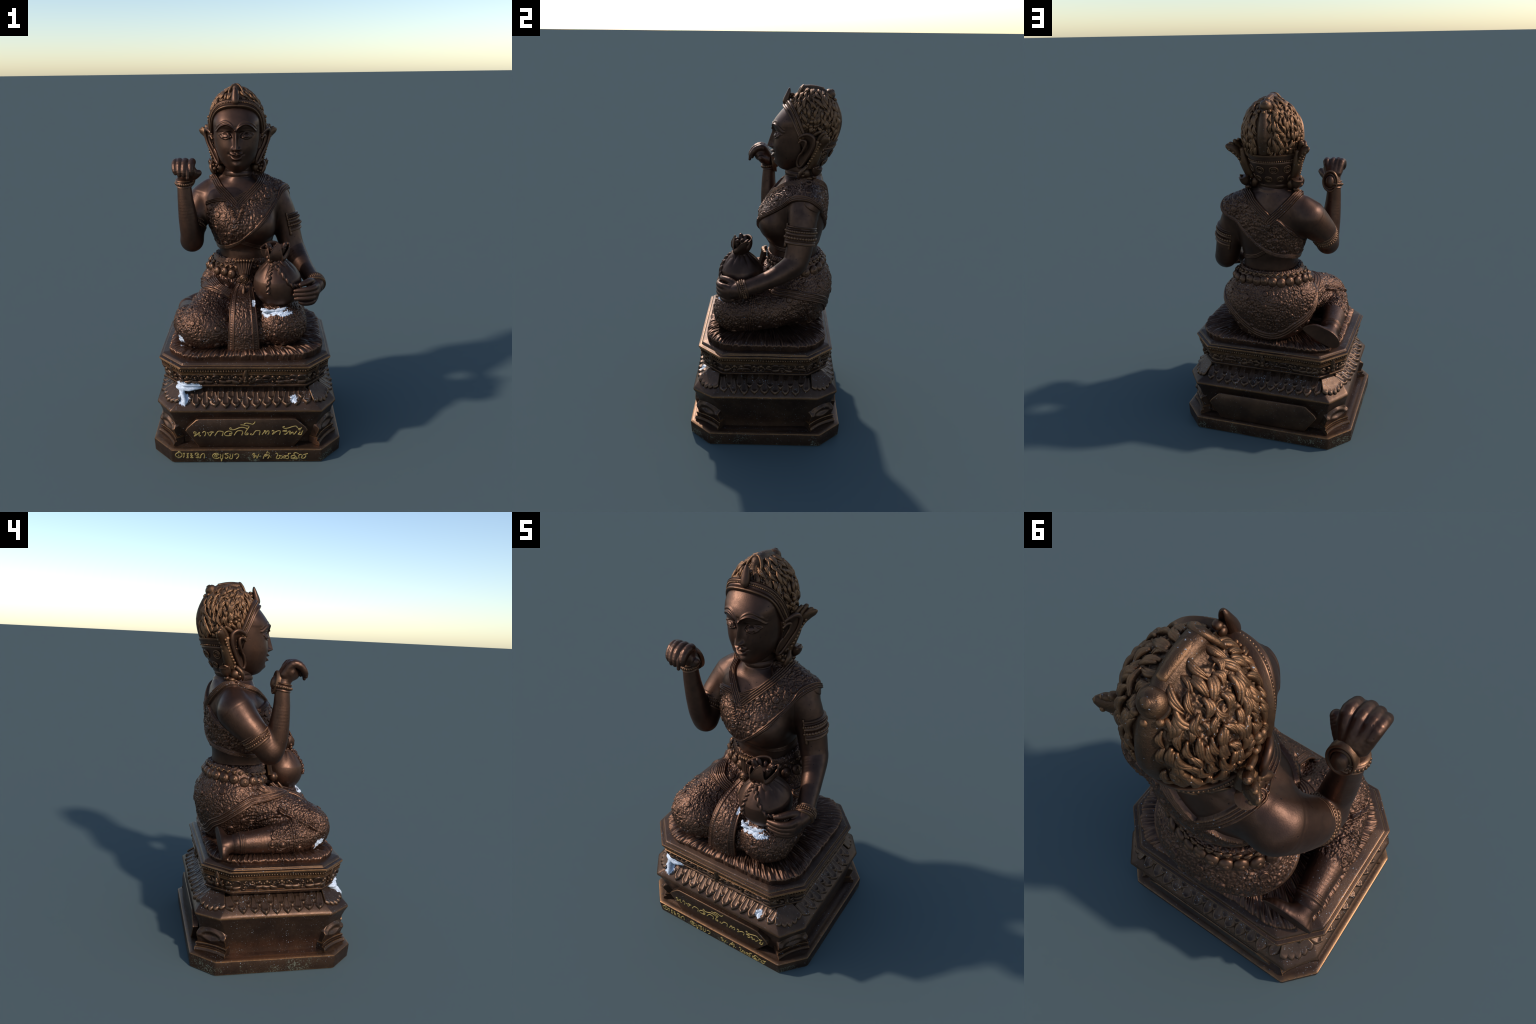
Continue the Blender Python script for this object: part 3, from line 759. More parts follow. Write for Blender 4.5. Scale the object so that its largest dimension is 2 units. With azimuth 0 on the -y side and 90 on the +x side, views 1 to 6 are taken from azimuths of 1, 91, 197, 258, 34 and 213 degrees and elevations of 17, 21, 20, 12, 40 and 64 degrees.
# --- lump of white plaster stuck under the front corner of the upper slab, run down over the petals
def plaster_fn(P):
    d = sd_ellipsoid(P, (-.312, -.333, .410), (.074, .040, .018))
    d = smin(d, sd_tube(P, [(-.350, -.340, .402), (-.345, -.372, .378), (-.333, -.394, .354), (-.330, -.405, .338)], [.018, .014, .010, .004], 3), .010)
    return d + .003*vnoise(P, 45, 3) + .0012*vnoise(P, 110, 4)
V, F = iso_surface(plaster_fn, (-.47, -.45, .31), (-.22, -.27, .46), .003, 1)
link("plaster_lump", mesh_np("plaster_lump", V, F, M_PLASTER), PLINTH)
def plaster_bag(P):
    d = sd_tube(P, [(.092, -.235, .820), (.108, -.248, .818), (.150, -.256, .822), (.200, -.250, .824), (.240, -.225, .830)], [.006, .011, .006, .008, .004], 4)
    return d + .004*vnoise(P, 60, 5) + .003*vnoise(P, 130, 6)
V, F = iso_surface(plaster_bag, (.05, -.31, .77), (.28, -.19, .86), .0025, 1)
link("plaster_lump", mesh_np("plaster_lump", V, F, M_PLASTER), PLINTH)
# ================================================================== BODY
# ---- torso, neck and arms as one smooth surface
TORSO = [  # z, x_right_side(-), x_left_side(+), y_front, y_back, y_centre
    (0.90, -.150, .150, .030, .300, .17), (1.00, -.156, .155, .012, .300, .17), (1.05, -.154, .152, .010, .300, .17), (1.09, -.160, .153, .010, .302, .17),
    (1.13, -.178, .160, -.008, .312, .17), (1.17, -.192, .168, -.036, .326, .17), (1.21, -.205, .174, -.050, .336, .17), (1.26, -.222, .184, -.046, .342, .17),
    (1.31, -.230, .192, -.022, .346, .175), (1.35, -.234, .195, .005, .345, .18), (1.39, -.234, .192, .032, .340, .185), (1.42, -.218, .174, .058, .334, .19),
    (1.45, -.180, .128, .080, .324, .195), (1.475, -.125, .060, .100, .312, .20), (1.49, -.09, .02, .115, .300, .20)]
ARM_R = [(-.235, .215, 1.338), (-.270, .175, 1.285), (-.298, .125, 1.232), (-.306, .040, 1.140), (-.310, .012, 1.19), (-.318, .003, 1.28), (-.327, -.002, 1.38), (-.331, .000, 1.46), (-.330, -.002, 1.50)]
RAD_R = [.100, .089, .076, .062, .057, .053, .044, .0385, .037]
ARM_L = [(.165, .205, 1.345), (.205, .198, 1.28), (.240, .190, 1.18), (.268, .170, 1.08), (.292, .140, 1.035), (.335, .030, .980), (.375, -.090, .945), (.392, -.140, .935), (.385, -.17, .925)]
RAD_L = [.090, .082, .077, .072, .066, .052, .0455, .044, .042]
def upper_groups(P):
    torso = sd_column(P, TORSO, 2.25)
    torso = smin(torso, sd_ellipsoid(P, (.080, .040, 1.215), (.082, .078, .080)), .05)
    neck = sd_column(P, [(1.40, -.125, .045, .125, .305, .2), (1.46, -.118, .036, .104, .300, .2), (1.50, -.116, .034, .099, .296, .195), (1.54, -.114, .032, .103, .294, .195), (1.60, -.114, .032, .11, .294, .195)], 2.1)
    trap = sd_tube(P, [(-.042, .235, 1.47), (-.20, .225, 1.405)], [.075, .06])
    trap = np.minimum(trap, sd_tube(P, [(-.042, .235, 1.47), (.13, .225, 1.40)], [.075, .06]))
    pad = sd_tube(P, [(.06, .235, 1.415), (.19, .235, 1.372)], [.060, .062])        # cloth heaped on the left shoulder
    torso = smin(smin(torso, trap, .03), pad, .03)
    ar = sd_tube(P, ARM_R[:4], RAD_R[:4], 9)
    ar = smin(ar, sd_tube(P, ARM_R[3:], RAD_R[3:], 6), .022)
    al = sd_tube(P, ARM_L, RAD_L, 7)
    return torso, neck, ar, al
def upper_body(P):
    t, n, a, b = upper_groups(P)
    return smin(smin(smin(t, n, .03), a, .035), b, .03)
UV, UF = iso_surface(upper_body, (-.42, -.23, .88), (.46, .40, 1.62), .0027, 2)

# ---- cloth on the torso: height of lower and upper hem as functions of the angle round the body
def angle_of(P):
    return np.degrees(np.arctan2(P[:, 0] + .02, -(P[:, 1] - .17)))      # 0 front, 90 her left, 180 back, -90 her right
LOW = [(-180, 1.158), (-162, 1.136), (-150, 1.126), (-130, 1.115), (-104, 1.096), (-76, 1.084), (-55, 1.080), (-32, 1.094), (-15, 1.115), (0, 1.145), (18, 1.205), (30, 1.248), (45, 1.288), (60, 1.325), (72, 1.355), (82, 1.385), (92, 1.400), (103, 1.397), (113, 1.362), (125, 1.315), (140, 1.262), (153, 1.222), (165, 1.190), (180, 1.158)]
TOPH = [(-180, 1.365), (-168, 1.352), (-155, 1.350), (-142, 1.314), (-128, 1.279), (-115, 1.259), (-100, 1.262), (-85, 1.305), (-71, 1.350), (-60, 1.368), (-46, 1.382), (-31, 1.386), (-15, 1.385), (0, 1.402), (22, 1.422), (48, 1.450), (80, 1.49), (100, 1.51), (125, 1.49), (150, 1.452), (165, 1.423), (174, 1.388), (180, 1.365)]
UNDER = [(-10, 1.14), (8, 1.120), (35, 1.088), (47, 1.078), (62, 1.070), (90, 1.072), (126, 1.088), (154, 1.106), (179, 1.146)]   # hem of the layer beneath, her left side
# two four-strand straps from the sides of the neck to the pendant, and the V they make at the back
STRAPS = [[(-.191, .229, 1.477), (-.180, .19, 1.474), (-.143, .094, 1.436), (-.105, .048, 1.402), (-.070, .018, 1.368), (-.050, .002, 1.345)],
          [(.096, .256, 1.478), (.098, .197, 1.474), (.078, .110, 1.444), (.040, .058, 1.408), (.0, .020, 1.374), (-.030, .002, 1.345)],
          [(.096, .256, 1.478), (.060, .300, 1.455), (.024, .33, 1.423), (-.031, .346, 1.374), (-.060, .349, 1.347)],
          [(-.191, .229, 1.477), (-.153, .30, 1.44), (-.106, .334, 1.39), (-.060, .349, 1.347), (-.050, .350, 1.335)]]
def hem(table, a):
    T = hermite(table, 400); return np.interp(a, T[:, 0], T[:, 1])

def filigree(P, f=1.0, seed=0, stretch=(1, 1, .6)):
    """carved brocade: worm-like ridges of uneven depth, with lumps between"""
    W = P + .006*np.column_stack([vnoise(P, 42*f, seed+1), vnoise(P, 42*f, seed+2), vnoise(P, 42*f, seed+3)])
    r1 = (1 - np.abs(vnoise(W*np.array(stretch), 92*f, seed)))**2
    r2 = (1 - np.abs(vnoise(W*np.array(stretch), 150*f, seed+9)))**2
    f1, f2 = worley(W, 60*f, seed+4)
    dep = .75 + .5*vnoise(P, 16, seed+6)
    return dep*(.0068*(r1 - .55) + .0026*(r2 - .5) + .0036*(smooth(.0, .35, f2-f1) - .6)) + .0015*vnoise(P, 30, seed+5)

def medallions(P, base, sel, gap, rlo, rhi, seed, height=.0045):
    """sprinkle round studs over a relief: inside each the brocade gives way to a rimmed disc"""
    rng = np.random.default_rng(seed); idx = rng.permutation(np.flatnonzero(sel))[:4000]; kept = []
    for i in idx:
        if all(np.linalg.norm(P[i] - P[j]) > gap*rng.uniform(.85, 1.25) for j in kept): kept.append(i)
    h = base.copy()
    for i in kept:
        d = np.linalg.norm(P - P[i], axis=1); r = rng.uniform(rlo, rhi); q = d/r
        m = q < 1.5
        disc = height*(smooth(1.12, .92, q[m]) + .28*ridge(q[m], .80, .12) + .35*np.clip(1-(q[m]/.55)**2, 0, 1)) - .0025*ridge(q[m], 1.18, .13)
        w = smooth(1.35, 1.1, q[m]); h[m] = h[m]*(1-w) + disc*w
    return h

UN = normals(UV, UF)
tt, nn, aa, bb = upper_groups(UV)
ang = angle_of(UV); zl = hem(LOW, ang); zu = hem(TOPH, ang)
is_arm_r = aa < np.minimum(tt, nn) - .001
is_arm_l = bb < np.minimum(tt, nn) - .001
on_shoulder_l = (ang > 40) & (ang < 140)
z = UV[:, 2]
inside = np.minimum(z - zl, zu - z)
arm_mask = smooth(.006, .016, aa - np.minimum(tt, nn))        # 0 on the bare arm
larm = smooth(-.004, .012, bb - np.minimum(tt, nn))
cloth = smooth(-.002, .003, inside)*arm_mask
cloth = np.where(is_arm_l & ~(z > zl), 0, cloth)
field = smooth(.024, .030, np.minimum(z - zl, (zu - z)*1.3))
brocade = medallions(UV, filigree(UV, 1.0, 0, (1, 1, .5)), (inside > .03) & (cloth > .9), .075, .010, .017, 5)
h = cloth*.0085 + cloth*field*brocade
for e in (z - zl, zu - z):
    for c in (.003, .0115, .020): h += cloth*.0072*ridge(e, c, .0029) - cloth*.001*ridge(e, c+.0042, .002)
# layer beneath the sash on her left side
zu2 = hem(UNDER, ang); e2 = z - zu2
lay = smooth(-.002, .003, e2)*smooth(.0, .004, zl - z)*((ang > -10) & (ang < 179))*np.where(is_arm_l, 0, 1)
h += lay*.003 + lay*(.005*ridge(e2, .004, .003) + .004*ridge(e2, .012, .0028) + .004*ridge(e2, .021, .0028))
# four-strand collar that loops round the neck and meets in a V at front and back
def snap(pts, V):
    pts = np.asarray(pts, float); out = []
    for p in pts: out.append(V[np.argmin(((V - p)**2).sum(1))])
    return np.array(out)
band = np.zeros(len(UV))
for st in STRAPS:
    S_ = snap(hermite(st, 30), UV); S_[1:-1] = (S_[:-2] + S_[1:-1] + S_[2:])/3
    dc, sc = line_distance(UV, S_)
    bnd = smooth(.022, .018, dc)*(1 - .999*is_arm_r)
    hc = .0070 + .0075*(ridge(dc, .0055, .0032) + ridge(dc, .0160, .0032))
    h = np.where(bnd > 0, h*(1-bnd) + bnd*np.maximum(hc, h*.4), h); band = np.maximum(band, bnd)
# pendant with a twisted V of chain under it
pend = snap([(-.042, -.01, 1.338)], UV)[0]
q = np.linalg.norm(UV - pend, axis=1)
h = np.where(q < .03, np.maximum(h, .014*np.sqrt(np.clip(1-(q/.017)**2, 0, 1)) + .008*ridge(q, .021, .004)*(.6+.4*np.sin(np.arctan2(UV[:, 2]-pend[2], UV[:, 0]-pend[0])*7))), h)
for ch in ([(-.078, 0, 1.350), (-.066, -.02, 1.312), (-.036, -.04, 1.262)], [(-.004, 0, 1.345), (-.014, -.02, 1.312), (-.034, -.04, 1.262)]):
    dq, sq = line_distance(UV, snap(hermite(ch, 24), UV))
    h = np.maximum(h, (.0075 + .0085*(.5+.5*np.sin(sq*520 + dq*160)))*smooth(.0135, .008, dq)*(dq < .02))
cloth = np.maximum(cloth, (band > .5)*1.0)
# neck creases
dn = UV[:, 2] + .10*(UV[:, 1]-.10)
for c in (1.492, 1.522): h -= .0026*ridge(dn, c, .0050)*smooth(.0, .012, tt - nn)
UV2 = UV + UN*h[:, None]
labels_v = np.where(cloth > .5, 4, np.where(is_arm_r, 2, np.where(is_arm_l, 3, np.where((nn < tt) & (z > 1.46), 1, 0))))
fl = labels_v[UF[:, 0]]
FIG = ROOT
OBJ_UP = split_mesh(UV2, UF, fl, {0: "torso", 1: "neck", 2: "arm", 3: "arm", 4: "breast_cloth"}, FIG, {0: M_SKIN, 1: M_SKIN, 2: M_SKIN, 3: M_SKIN, 4: M_CLOTH})

# ---- hips and legs under the skirt
HIPS = [(.595, -.15, .15, .03, .315, .18), (.63, -.190, .195, -.02, .336, .18), (.68, -.225, .232, -.03, .358, .18), (.74, -.254, .262, -.03, .378, .18), (.81, -.270, .280, -.02, .394, .18),
        (.87, -.268, .270, -.005, .390, .18), (.91, -.250, .248, .004, .376, .175), (.95, -.228, .220, .006, .356, .17), (.985, -.210, .198, .004, .338, .17), (1.02, -.190, .182, .000, .326, .17), (1.035, -.180, .172, .004, .322, .17)]
def lower_groups(P):
    hips = sd_column(P, HIPS, 2.0)
    th = sd_tube(P, [(-.12, .09, .800), (-.168, -.03, .773), (-.208, -.125, .745), (-.245, -.19, .715)], [.130, .127, .123, .118], 6)
    th = smin(th, sd_ellipsoid(P, (-.216, -.200, .704), (.154, .136, .124)), .03)
    sh = sd_tube(P, [(-.285, -.17, .690), (-.330, -.06, .680), (-.350, .05, .672), (-.360, .14, .668), (-.367, .205, .666)], [.105, .085, .070, .060, .054], 6)
    ll = sd_tube(P, [(.205, -.172, .724), (.205, -.02, .735), (.16, .14, .76)], [.127, .125, .130], 6)
    ll = smin(ll, sd_ellipsoid(P, (.196, -.182, .716), (.136, .126, .118)), .03)
    lap = smin(sd_ellipsoid(P, (-.01, -.08, .705), (.13, .190, .140)), sd_ellipsoid(P, (-.01, -.115, .665), (.185, .185, .115)), .03)
    return hips, th, sh, ll, lap
def lower_body(P):
    h_, t_, s_, l_, p_ = lower_groups(P)
    d = smin(h_, t_, .03); d = smin(d, l_, .03); d = smin(d, p_, .04)
    d = smin(d, s_, .012)
    return np.maximum(d, .578 - P[:, 2])
LV, LF = iso_surface(lower_body, (-.45, -.36, .56), (.37, .43, 1.06), .0027, 2)
LN = normals(LV, LF)
h_, t_, s_, l_, p_ = lower_groups(LV)
bare = smooth(.03, .05, LV[:, 1])*(s_ < np.minimum(t_, h_) - .003)       # plain metal shin near the ankle
sel = (bare < .1) & (LV[:, 2] < .93) & (LV[:, 2] > .62)
rel = medallions(LV, filigree(LV, 1.12, 30)*.85, sel, .082, .011, .018, 12)
rel = rel*(1 - .92*bare) + .001*vnoise(LV, 9, 3)
HEM = [(-.075, -.11, .872), (-.157, -.10, .917), (-.24, -.042, .920), (-.272, .078, .882), (-.292, .184, .828), (-.262, .278, .757), (-.19, .325, .715), (-.145, .335, .682), (-.065, .341, .652), (.038, .355, .672), (.135, .362, .735), (.195, .345, .785), (.26, .28, .830), (.287, .216, .852), (.276, .106, .869), (.25, .04, .877)]
HL = snap(hermite(HEM, 90), LV); HL[1:-1] = (HL[:-2] + HL[1:-1] + HL[2:])/3
dh, sh_ = line_distance(LV, HL)
trim = smooth(.026, .021, dh)
rel = rel*(1-trim) + trim*(.0055 + .0062*(ridge(dh, .020, .0030) + ridge(dh, .0, .003) + .6*ridge(dh, .0100, .003)*(.6 + .4*np.sin(sh_*900))))
up_side = LV[:, 2] - np.interp(sh_, np.r_[0, np.cumsum(np.linalg.norm(np.diff(HL, axis=0), axis=1))], HL[:, 2])
rel += .004*smooth(-.004, .004, up_side)*smooth(.10, .02, dh)*(1-trim)          # the overskirt is a second layer
# folded sash edge running from the hip to the buckle
SASH = [(-.235, .075, .950), (-.205, .0, .950), (-.158, -.075, .935), (-.110, -.10, .905), (-.070, -.105, .885)]
ds, ss = line_distance(LV, snap(hermite(SASH, 40), LV))
tr2 = smooth(.030, .024, ds)*(LV[:, 1] < .09)
rel = rel*(1-tr2) + tr2*(.006 + .0065*(ridge(ds, .0, .0035) + ridge(ds, .011, .0035) + ridge(ds, .021, .0035)))
# fold of cloth over the bent right knee, crease between thigh and shin
for pts, a_ in (([(-.30, -.03, .815), (-.335, -.09, .795), (-.36, -.158, .765), (-.372, -.22, .735)], .008), ([(-.27, .08, .755), (-.30, .025, .785), (-.325, -.04, .805), (-.315, -.02, .83)], .006)):
    d_, _ = line_distance(LV, snap(hermite(pts, 30), LV)); rel += a_*ridge(d_, 0, .007) - .004*ridge(d_, .014, .006)
# bands round the shin: below the knee and above the ankle
ysh = LV[:, 1] - .10*(LV[:, 2]-.68)
on_shin = (s_ < np.minimum(t_, h_) + .002)
for yc, w, hh in ((-.105, .004, .005), (-.092, .004, .006), (-.080, .003, .004), (.172, .0035, .004), (.182, .0035, .005), (.193, .0045, .005)):
    rel += on_shin*hh*ridge(ysh, yc, w)
# a big stud with a ring on the outer shin
for c_, r_ in (((-.422, -.028, .667), .024), ((-.418, .03, .675), .016), ((-.39, .01, .715), .017)):
    q = np.linalg.norm(LV - np.array(c_), axis=1)/r_
    w = smooth(1.5, 1.25, q); rel = rel*(1-w) + w*(.010*np.clip(1-(q/.75)**2, 0, 1)**.7 + .005*ridge(q, 1.05, .15))
# belt zone
belt = smooth(.028, .02, np.abs(LV[:, 2] - (1.0 - .25*smooth(.15, -.05, LV[:, 1])*.16)))
rel *= 1 - belt*.8
LV2 = LV + LN*rel[:, None]
G5 = np.stack([np.minimum(h_, p_), t_, s_, l_], 1); lab = G5.argmin(1)
LEGNAMES = {0: "skirt", 1: "leg", 2: "leg", 3: "leg"}
lab[lab == 2] = 1
OBJ_LO = split_mesh(LV2, LF, lab[LF[:, 0]], LEGNAMES, FIG, {k: M_CLOTH for k in range(4)})

# ---- right hand: four fingers curling forward and down from the raised knuckles
def chain(P, pts, r): return sd_tube(P, pts, r, 3)
def right_hand(P):
    d = sd_tube(P, [(-.330, 0, 1.462), (-.327, -.002, 1.50), (-.322, -.020, 1.545)], [.037, .039, .040], 3)
    d = smin(d, sd_ellipsoid(P, (-.322, -.032, 1.560), (.054, .036, .044)), .02)
    fingers = [([(-.352, .000, 1.545), (-.362, -.034, 1.596), (-.365, -.074, 1.594), (-.364, -.101, 1.567), (-.360, -.108, 1.549)], [.020, .0205, .019, .016, .011]),
               ([(-.335, .002, 1.550), (-.343, -.038, 1.601), (-.342, -.082, 1.594), (-.341, -.111, 1.562), (-.340, -.116, 1.538)], [.020, .0200, .019, .015, .0105]),
               ([(-.315, .002, 1.550), (-.312, -.038, 1.601), (-.314, -.085, 1.593), (-.316, -.113, 1.562), (-.318, -.118, 1.537)], [.020, .0200, .019, .015, .0105]),
               ([(-.300, .000, 1.545), (-.278, -.036, 1.598), (-.280, -.076, 1.592), (-.280, -.102, 1.565), (-.279, -.106, 1.543)], [.020, .0205, .0195, .0165, .0115]),
               ([(-.300, -.085, 1.590), (-.297, -.112, 1.560), (-.297, -.121, 1.523)], [.012, .011, .0085])]
    fg = None
    for pts, r in fingers:
        f = chain(P, pts, r); fg = f if fg is None else smin(fg, f, .004)
    d = smin(d, fg, .008)
    th = chain(P, [(-.300, -.010, 1.515), (-.268, -.035, 1.528), (-.245, -.050, 1.540)], [.030, .026, .018])
    d = smin(d, th, .012)
    return smin(d, sd_ellipsoid(P, (-.305, -.050, 1.552), (.050, .042, .040)), .012)
V, F = iso_surface(right_hand, (-.41, -.15, 1.44), (-.21, .07, 1.64), .0019, 1)
V = V + normals(V, F)*(.0004*vnoise(V, 120, 2))[:, None]
HAND_R = link("hand", mesh_np("hand", V, F, M_SKIN), FIG)

# ---- left hand: fingers wrapped round the front of the bag
def left_hand(P):
    d = sd_tube(P, [(.388, -.130, .935), (.384, -.170, .925), (.372, -.215, .915)], [.043, .043, .040], 2, squash=((1, .35, 0), 1.25))
    tips = [((.270, -.266, .938), .946), ((.266, -.268, .916), .922), ((.273, -.266, .893), .898), ((.298, -.256, .870), .872)]
    fg = None
    for i, (tip, zk) in enumerate(tips):
        zz = .948 - i*.0265
        pts = [(.386, -.200, zz - .006), (.374, -.243, zz), (.338, -.266, zk), (.298, -.268, (zk+tip[2])/2), tip]
        if i == 3: pts = [(.384, -.190, .872), (.366, -.228, .862), (.335, -.246, .860), (.312, -.256, .864), tip]
        f = chain(P, pts, np.array([.0175, .0165, .0150, .0135, .0105])); fg = f if fg is None else smin(fg, f, .004)
    d = smin(d, fg, .008)
    th = chain(P, [(.376, -.165, .952), (.352, -.205, .972), (.325, -.238, .972), (.300, -.253, .968)], [.022, .0185, .0165, .0125])
    return smin(d, th, .008)
V, F = iso_surface(left_hand, (.23, -.31, .82), (.45, -.09, 1.01), .0019, 1)
HAND_L = link("hand", mesh_np("hand", V, F, M_SKIN), FIG)

# ---- right foot, sole turned to the back
def foot_fn(P):
    # frame: L along sole (heel->toe), S sole normal (back), W across
    heel = np.array([-.428, .285, .598]); toe = np.array([-.240, .300, .700])
    d = sd_tube(P, [(-.371, .195, .667), (-.368, .235, .664)], [.050, .046])
    sole = sd_tube(P, [heel + (.010, .0, .012), (-.390, .286, .637), (-.335, .288, .668), (-.285, .292, .690), toe + (.006, .006, -.002)], [.014, .044, .048, .040, .012], 4, squash=((0.02, 1, 0), 1.35))
    d = smin(d, sole, .035)
    return np.maximum(d, P[:, 1] - (.297 + .05*(P[:, 0] + .335)))
V, F = iso_surface(foot_fn, (-.47, .13, .56), (-.20, .33, .76), .002, 2)
FOOT_R = link("foot", mesh_np("foot", V, F, M_SKIN), FIG)

# ---- money bag
def bag_fn(P):
    d = sd_ellipsoid(P, (.180, -.150, .940), (.133, .131, .128))
    cone = sd_tube(P, [(.178, -.150, .985), (.172, -.152, 1.075)], [.105, .034])
    return smin(d, cone, .04)
V, F = iso_surface(bag_fn, (.03, -.30, .79), (.33, 0, 1.12), .003, 2)
N = normals(V, F); az = np.arctan2(V[:, 1]+.15, V[:, 0]-.175)
fold = smooth(1.0, 1.075, V[:, 2])*.006*np.abs(np.sin(az*6 + .6*np.sin(az*2))) 
fold += -.005*smooth(.97, 1.05, V[:, 2])*ridge(((np.degrees(az)+125) % 360), 0, 6)
V = V + N*fold[:, None] + N*(.0015*vnoise(V, 12, 4))[:, None]
BAG = link("money_bag", mesh_np("money_bag", V, F, M_BAG), ROOT)
# gathered mouth of the bag: a ruffled flaring sheet
MOUTH = [(.136, -.212, 1.120), (.150, -.200, 1.150), (.178, -.186, 1.182), (.196, -.188, 1.165), (.208, -.192, 1.112), (.224, -.176, 1.118), (.248, -.146, 1.152), (.240, -.112, 1.166), (.212, -.128, 1.142), (.196, -.098, 1.150), (.172, -.084, 1.165), (.132, -.104, 1.170), (.088, -.145, 1.152), (.088, -.166, 1.146), (.118, -.166, 1.142), (.124, -.186, 1.156), (.128, -.206, 1.136), (.136, -.212, 1.120)]
def ruffle():
    rim = hermite(MOUTH, 181)[:-1]; nu, nv = 180, 26; c = np.array((.172, -.151, 1.066)); out = []
    for inner in (0, 1):
        for j in range(nv):
            t = j/(nv-1)
            for i in range(nu):
                d = rim[i] - c; a = math.atan2(d[1], d[0])
                neck = c + np.array((.034*math.cos(a), .034*math.sin(a), 0))
                p = neck*(1-t) + rim[i]*t
                b_ = math.sin(math.pi*min(t*1.05, 1))
                p = p + np.array((math.cos(a), math.sin(a), 0))*(.014*b_ - (.0075 + .004*b_)*inner)
                if inner: p[2] = p[2] - .001 if t > .98 else max(p[2] - .004, 1.07)
                out.append(p)
    V = np.array(out); n = nu*nv
    F1 = [tuple(q) for q in grid_faces(nv, nu, wrap_v=True)]
    F = F1 + [tuple(reversed([i+n for i in f])) for f in F1]
    F += [((nv-1)*nu+i, (nv-1)*nu+i+n, (nv-1)*nu+(i+1) % nu+n, (nv-1)*nu+(i+1) % nu) for i in range(nu)]
    return V, F
V, F = ruffle(); me = mesh_np("bag_mouth", V, F, M_BAG)
flap = tube_geo([(.196, -.185, 1.085), (.215, -.193, 1.068), (.240, -.186, 1.045), (.262, -.172, 1.022)], [.010, .017, .014, .002], 14, 20, flat=.35, up=(.3, -.5, .8))
link("bag_flap", mesh_np("bag_flap", *flap, M_BAG), BAG)
bm = bmesh.new(); bm.from_mesh(me); bmesh.ops.recalc_face_normals(bm, faces=bm.faces); bm.to_mesh(me); bm.free()
link("bag_mouth", me, BAG)
def rope(pts, r=.0100, n=150):
    P = hermite(pts, n); return tube_geo(P, np.full(n, r), 18, lobes=2, lobe_amp=.36, twist=.26)
for pts in ([(.150, -.205, 1.062), (.142, -.232, 1.03), (.130, -.262, .985), (.122, -.272, .925)], [(.165, -.207, 1.062), (.185, -.232, 1.045), (.215, -.256, 1.005), (.250, -.262, .968), (.286, -.245, .958)]):
    link("bag_rope", mesh_np("bag_rope", *rope(pts), M_BAG), BAG)
knot = join_geo([tube_geo([(.172+.046*math.cos(a), -.151+.044*math.sin(a), 1.068+.004*math.sin(3*a)) for a in np.linspace(0, 2*np.pi, 40)], .0085, 10, cap=False), ball_geo((.138, -.190, 1.085), (.016, .013, .014)), ball_geo((.150, -.198, 1.066), (.014, .012, .010)), ball_geo((.128, -.187, 1.102), (.012, .011, .012)), ball_geo((.168, -.140, 1.100), (.048, .038, .038), 24, 16)] + [tube_geo([(.172, -.151, 1.075), (.172 + .030*math.cos(a), -.146 + .026*math.sin(a), 1.115), (.172 + .050*math.cos(a), -.146 + .036*math.sin(a), 1.150 + .012*math.cos(2*a)), (.172 + .058*math.cos(a), -.146 + .040*math.sin(a), 1.150 + .012*math.cos(2*a))], [.012, .016, .013, .005], 12, 20) for a in np.linspace(.2, 2*np.pi + .2, 8, endpoint=False)])
link("bag_knot", mesh_np("bag_knot", *knot, M_BAG), BAG)

# ---- apron panel hanging between the knees
APR = hermite([(.905, -.045, -.045, .034), (.880, -.078, -.066, .040), (.864, -.130, -.076, .048), (.843, -.193, -.081, .056), (.808, -.243, -.084, .061), (.765, -.276, -.087, .066), (.710, -.299, -.090, .071), (.650, -.307, -.094, .075), (.606, -.308, -.096, .077)], 140)
def apron():
    nu = 90; V = []; n = len(APR)
    for zz, yy, xl, xr in APR:
        for i in range(nu):
            s = i/(nu-1); V.append((xl + (xr-xl)*s, yy - .010*math.sin(math.pi*s)**.5 + .014*abs(2*s-1)**3, zz))
    V = np.array(V); F = grid_faces(n, nu); N = normals(V, F)
    if N[:, 1].mean() > 0: N = -N; F = F[:, ::-1]
    s = np.tile(np.linspace(0, 1, nu), n); e = np.minimum(s, 1-s)*.16
    h = .0045*(ridge(e, .004, .003) + ridge(e, .030, .003) + .6*ridge(e, .024, .002))
    t = np.repeat(np.linspace(0, 1, n), nu)
    h += .0028*ridge(e, .0155, .005)*(.5+.5*np.sin(t*n*1.6))
    h += (e > .034)*filigree(V, 1.2, 60)*.6
    Vo = V + N*(h + .001)[:, None]; Vb = V - N*.02
    m = n*nu; F2 = np.vstack([F, F[:, ::-1] + m])
    b = [i for i in range(nu)] + [j*nu+nu-1 for j in range(1, n)] + [(n-1)*nu+i for i in range(nu-2, -1, -1)] + [j*nu for j in range(n-2, 0, -1)]
    side = np.array([(b[(k+1) % len(b)], b[k], b[k]+m, b[(k+1) % len(b)]+m) for k in range(len(b))])
    return np.vstack([Vo, Vb]), np.vstack([F2, side])
V, F = apron(); me = mesh_np("apron", V, F, M_CLOTH)
bm = bmesh.new(); bm.from_mesh(me); bmesh.ops.recalc_face_normals(bm, faces=bm.faces); bm.to_mesh(me); bm.free(); sharp_by_angle(me, 60)
link("apron", me, FIG)
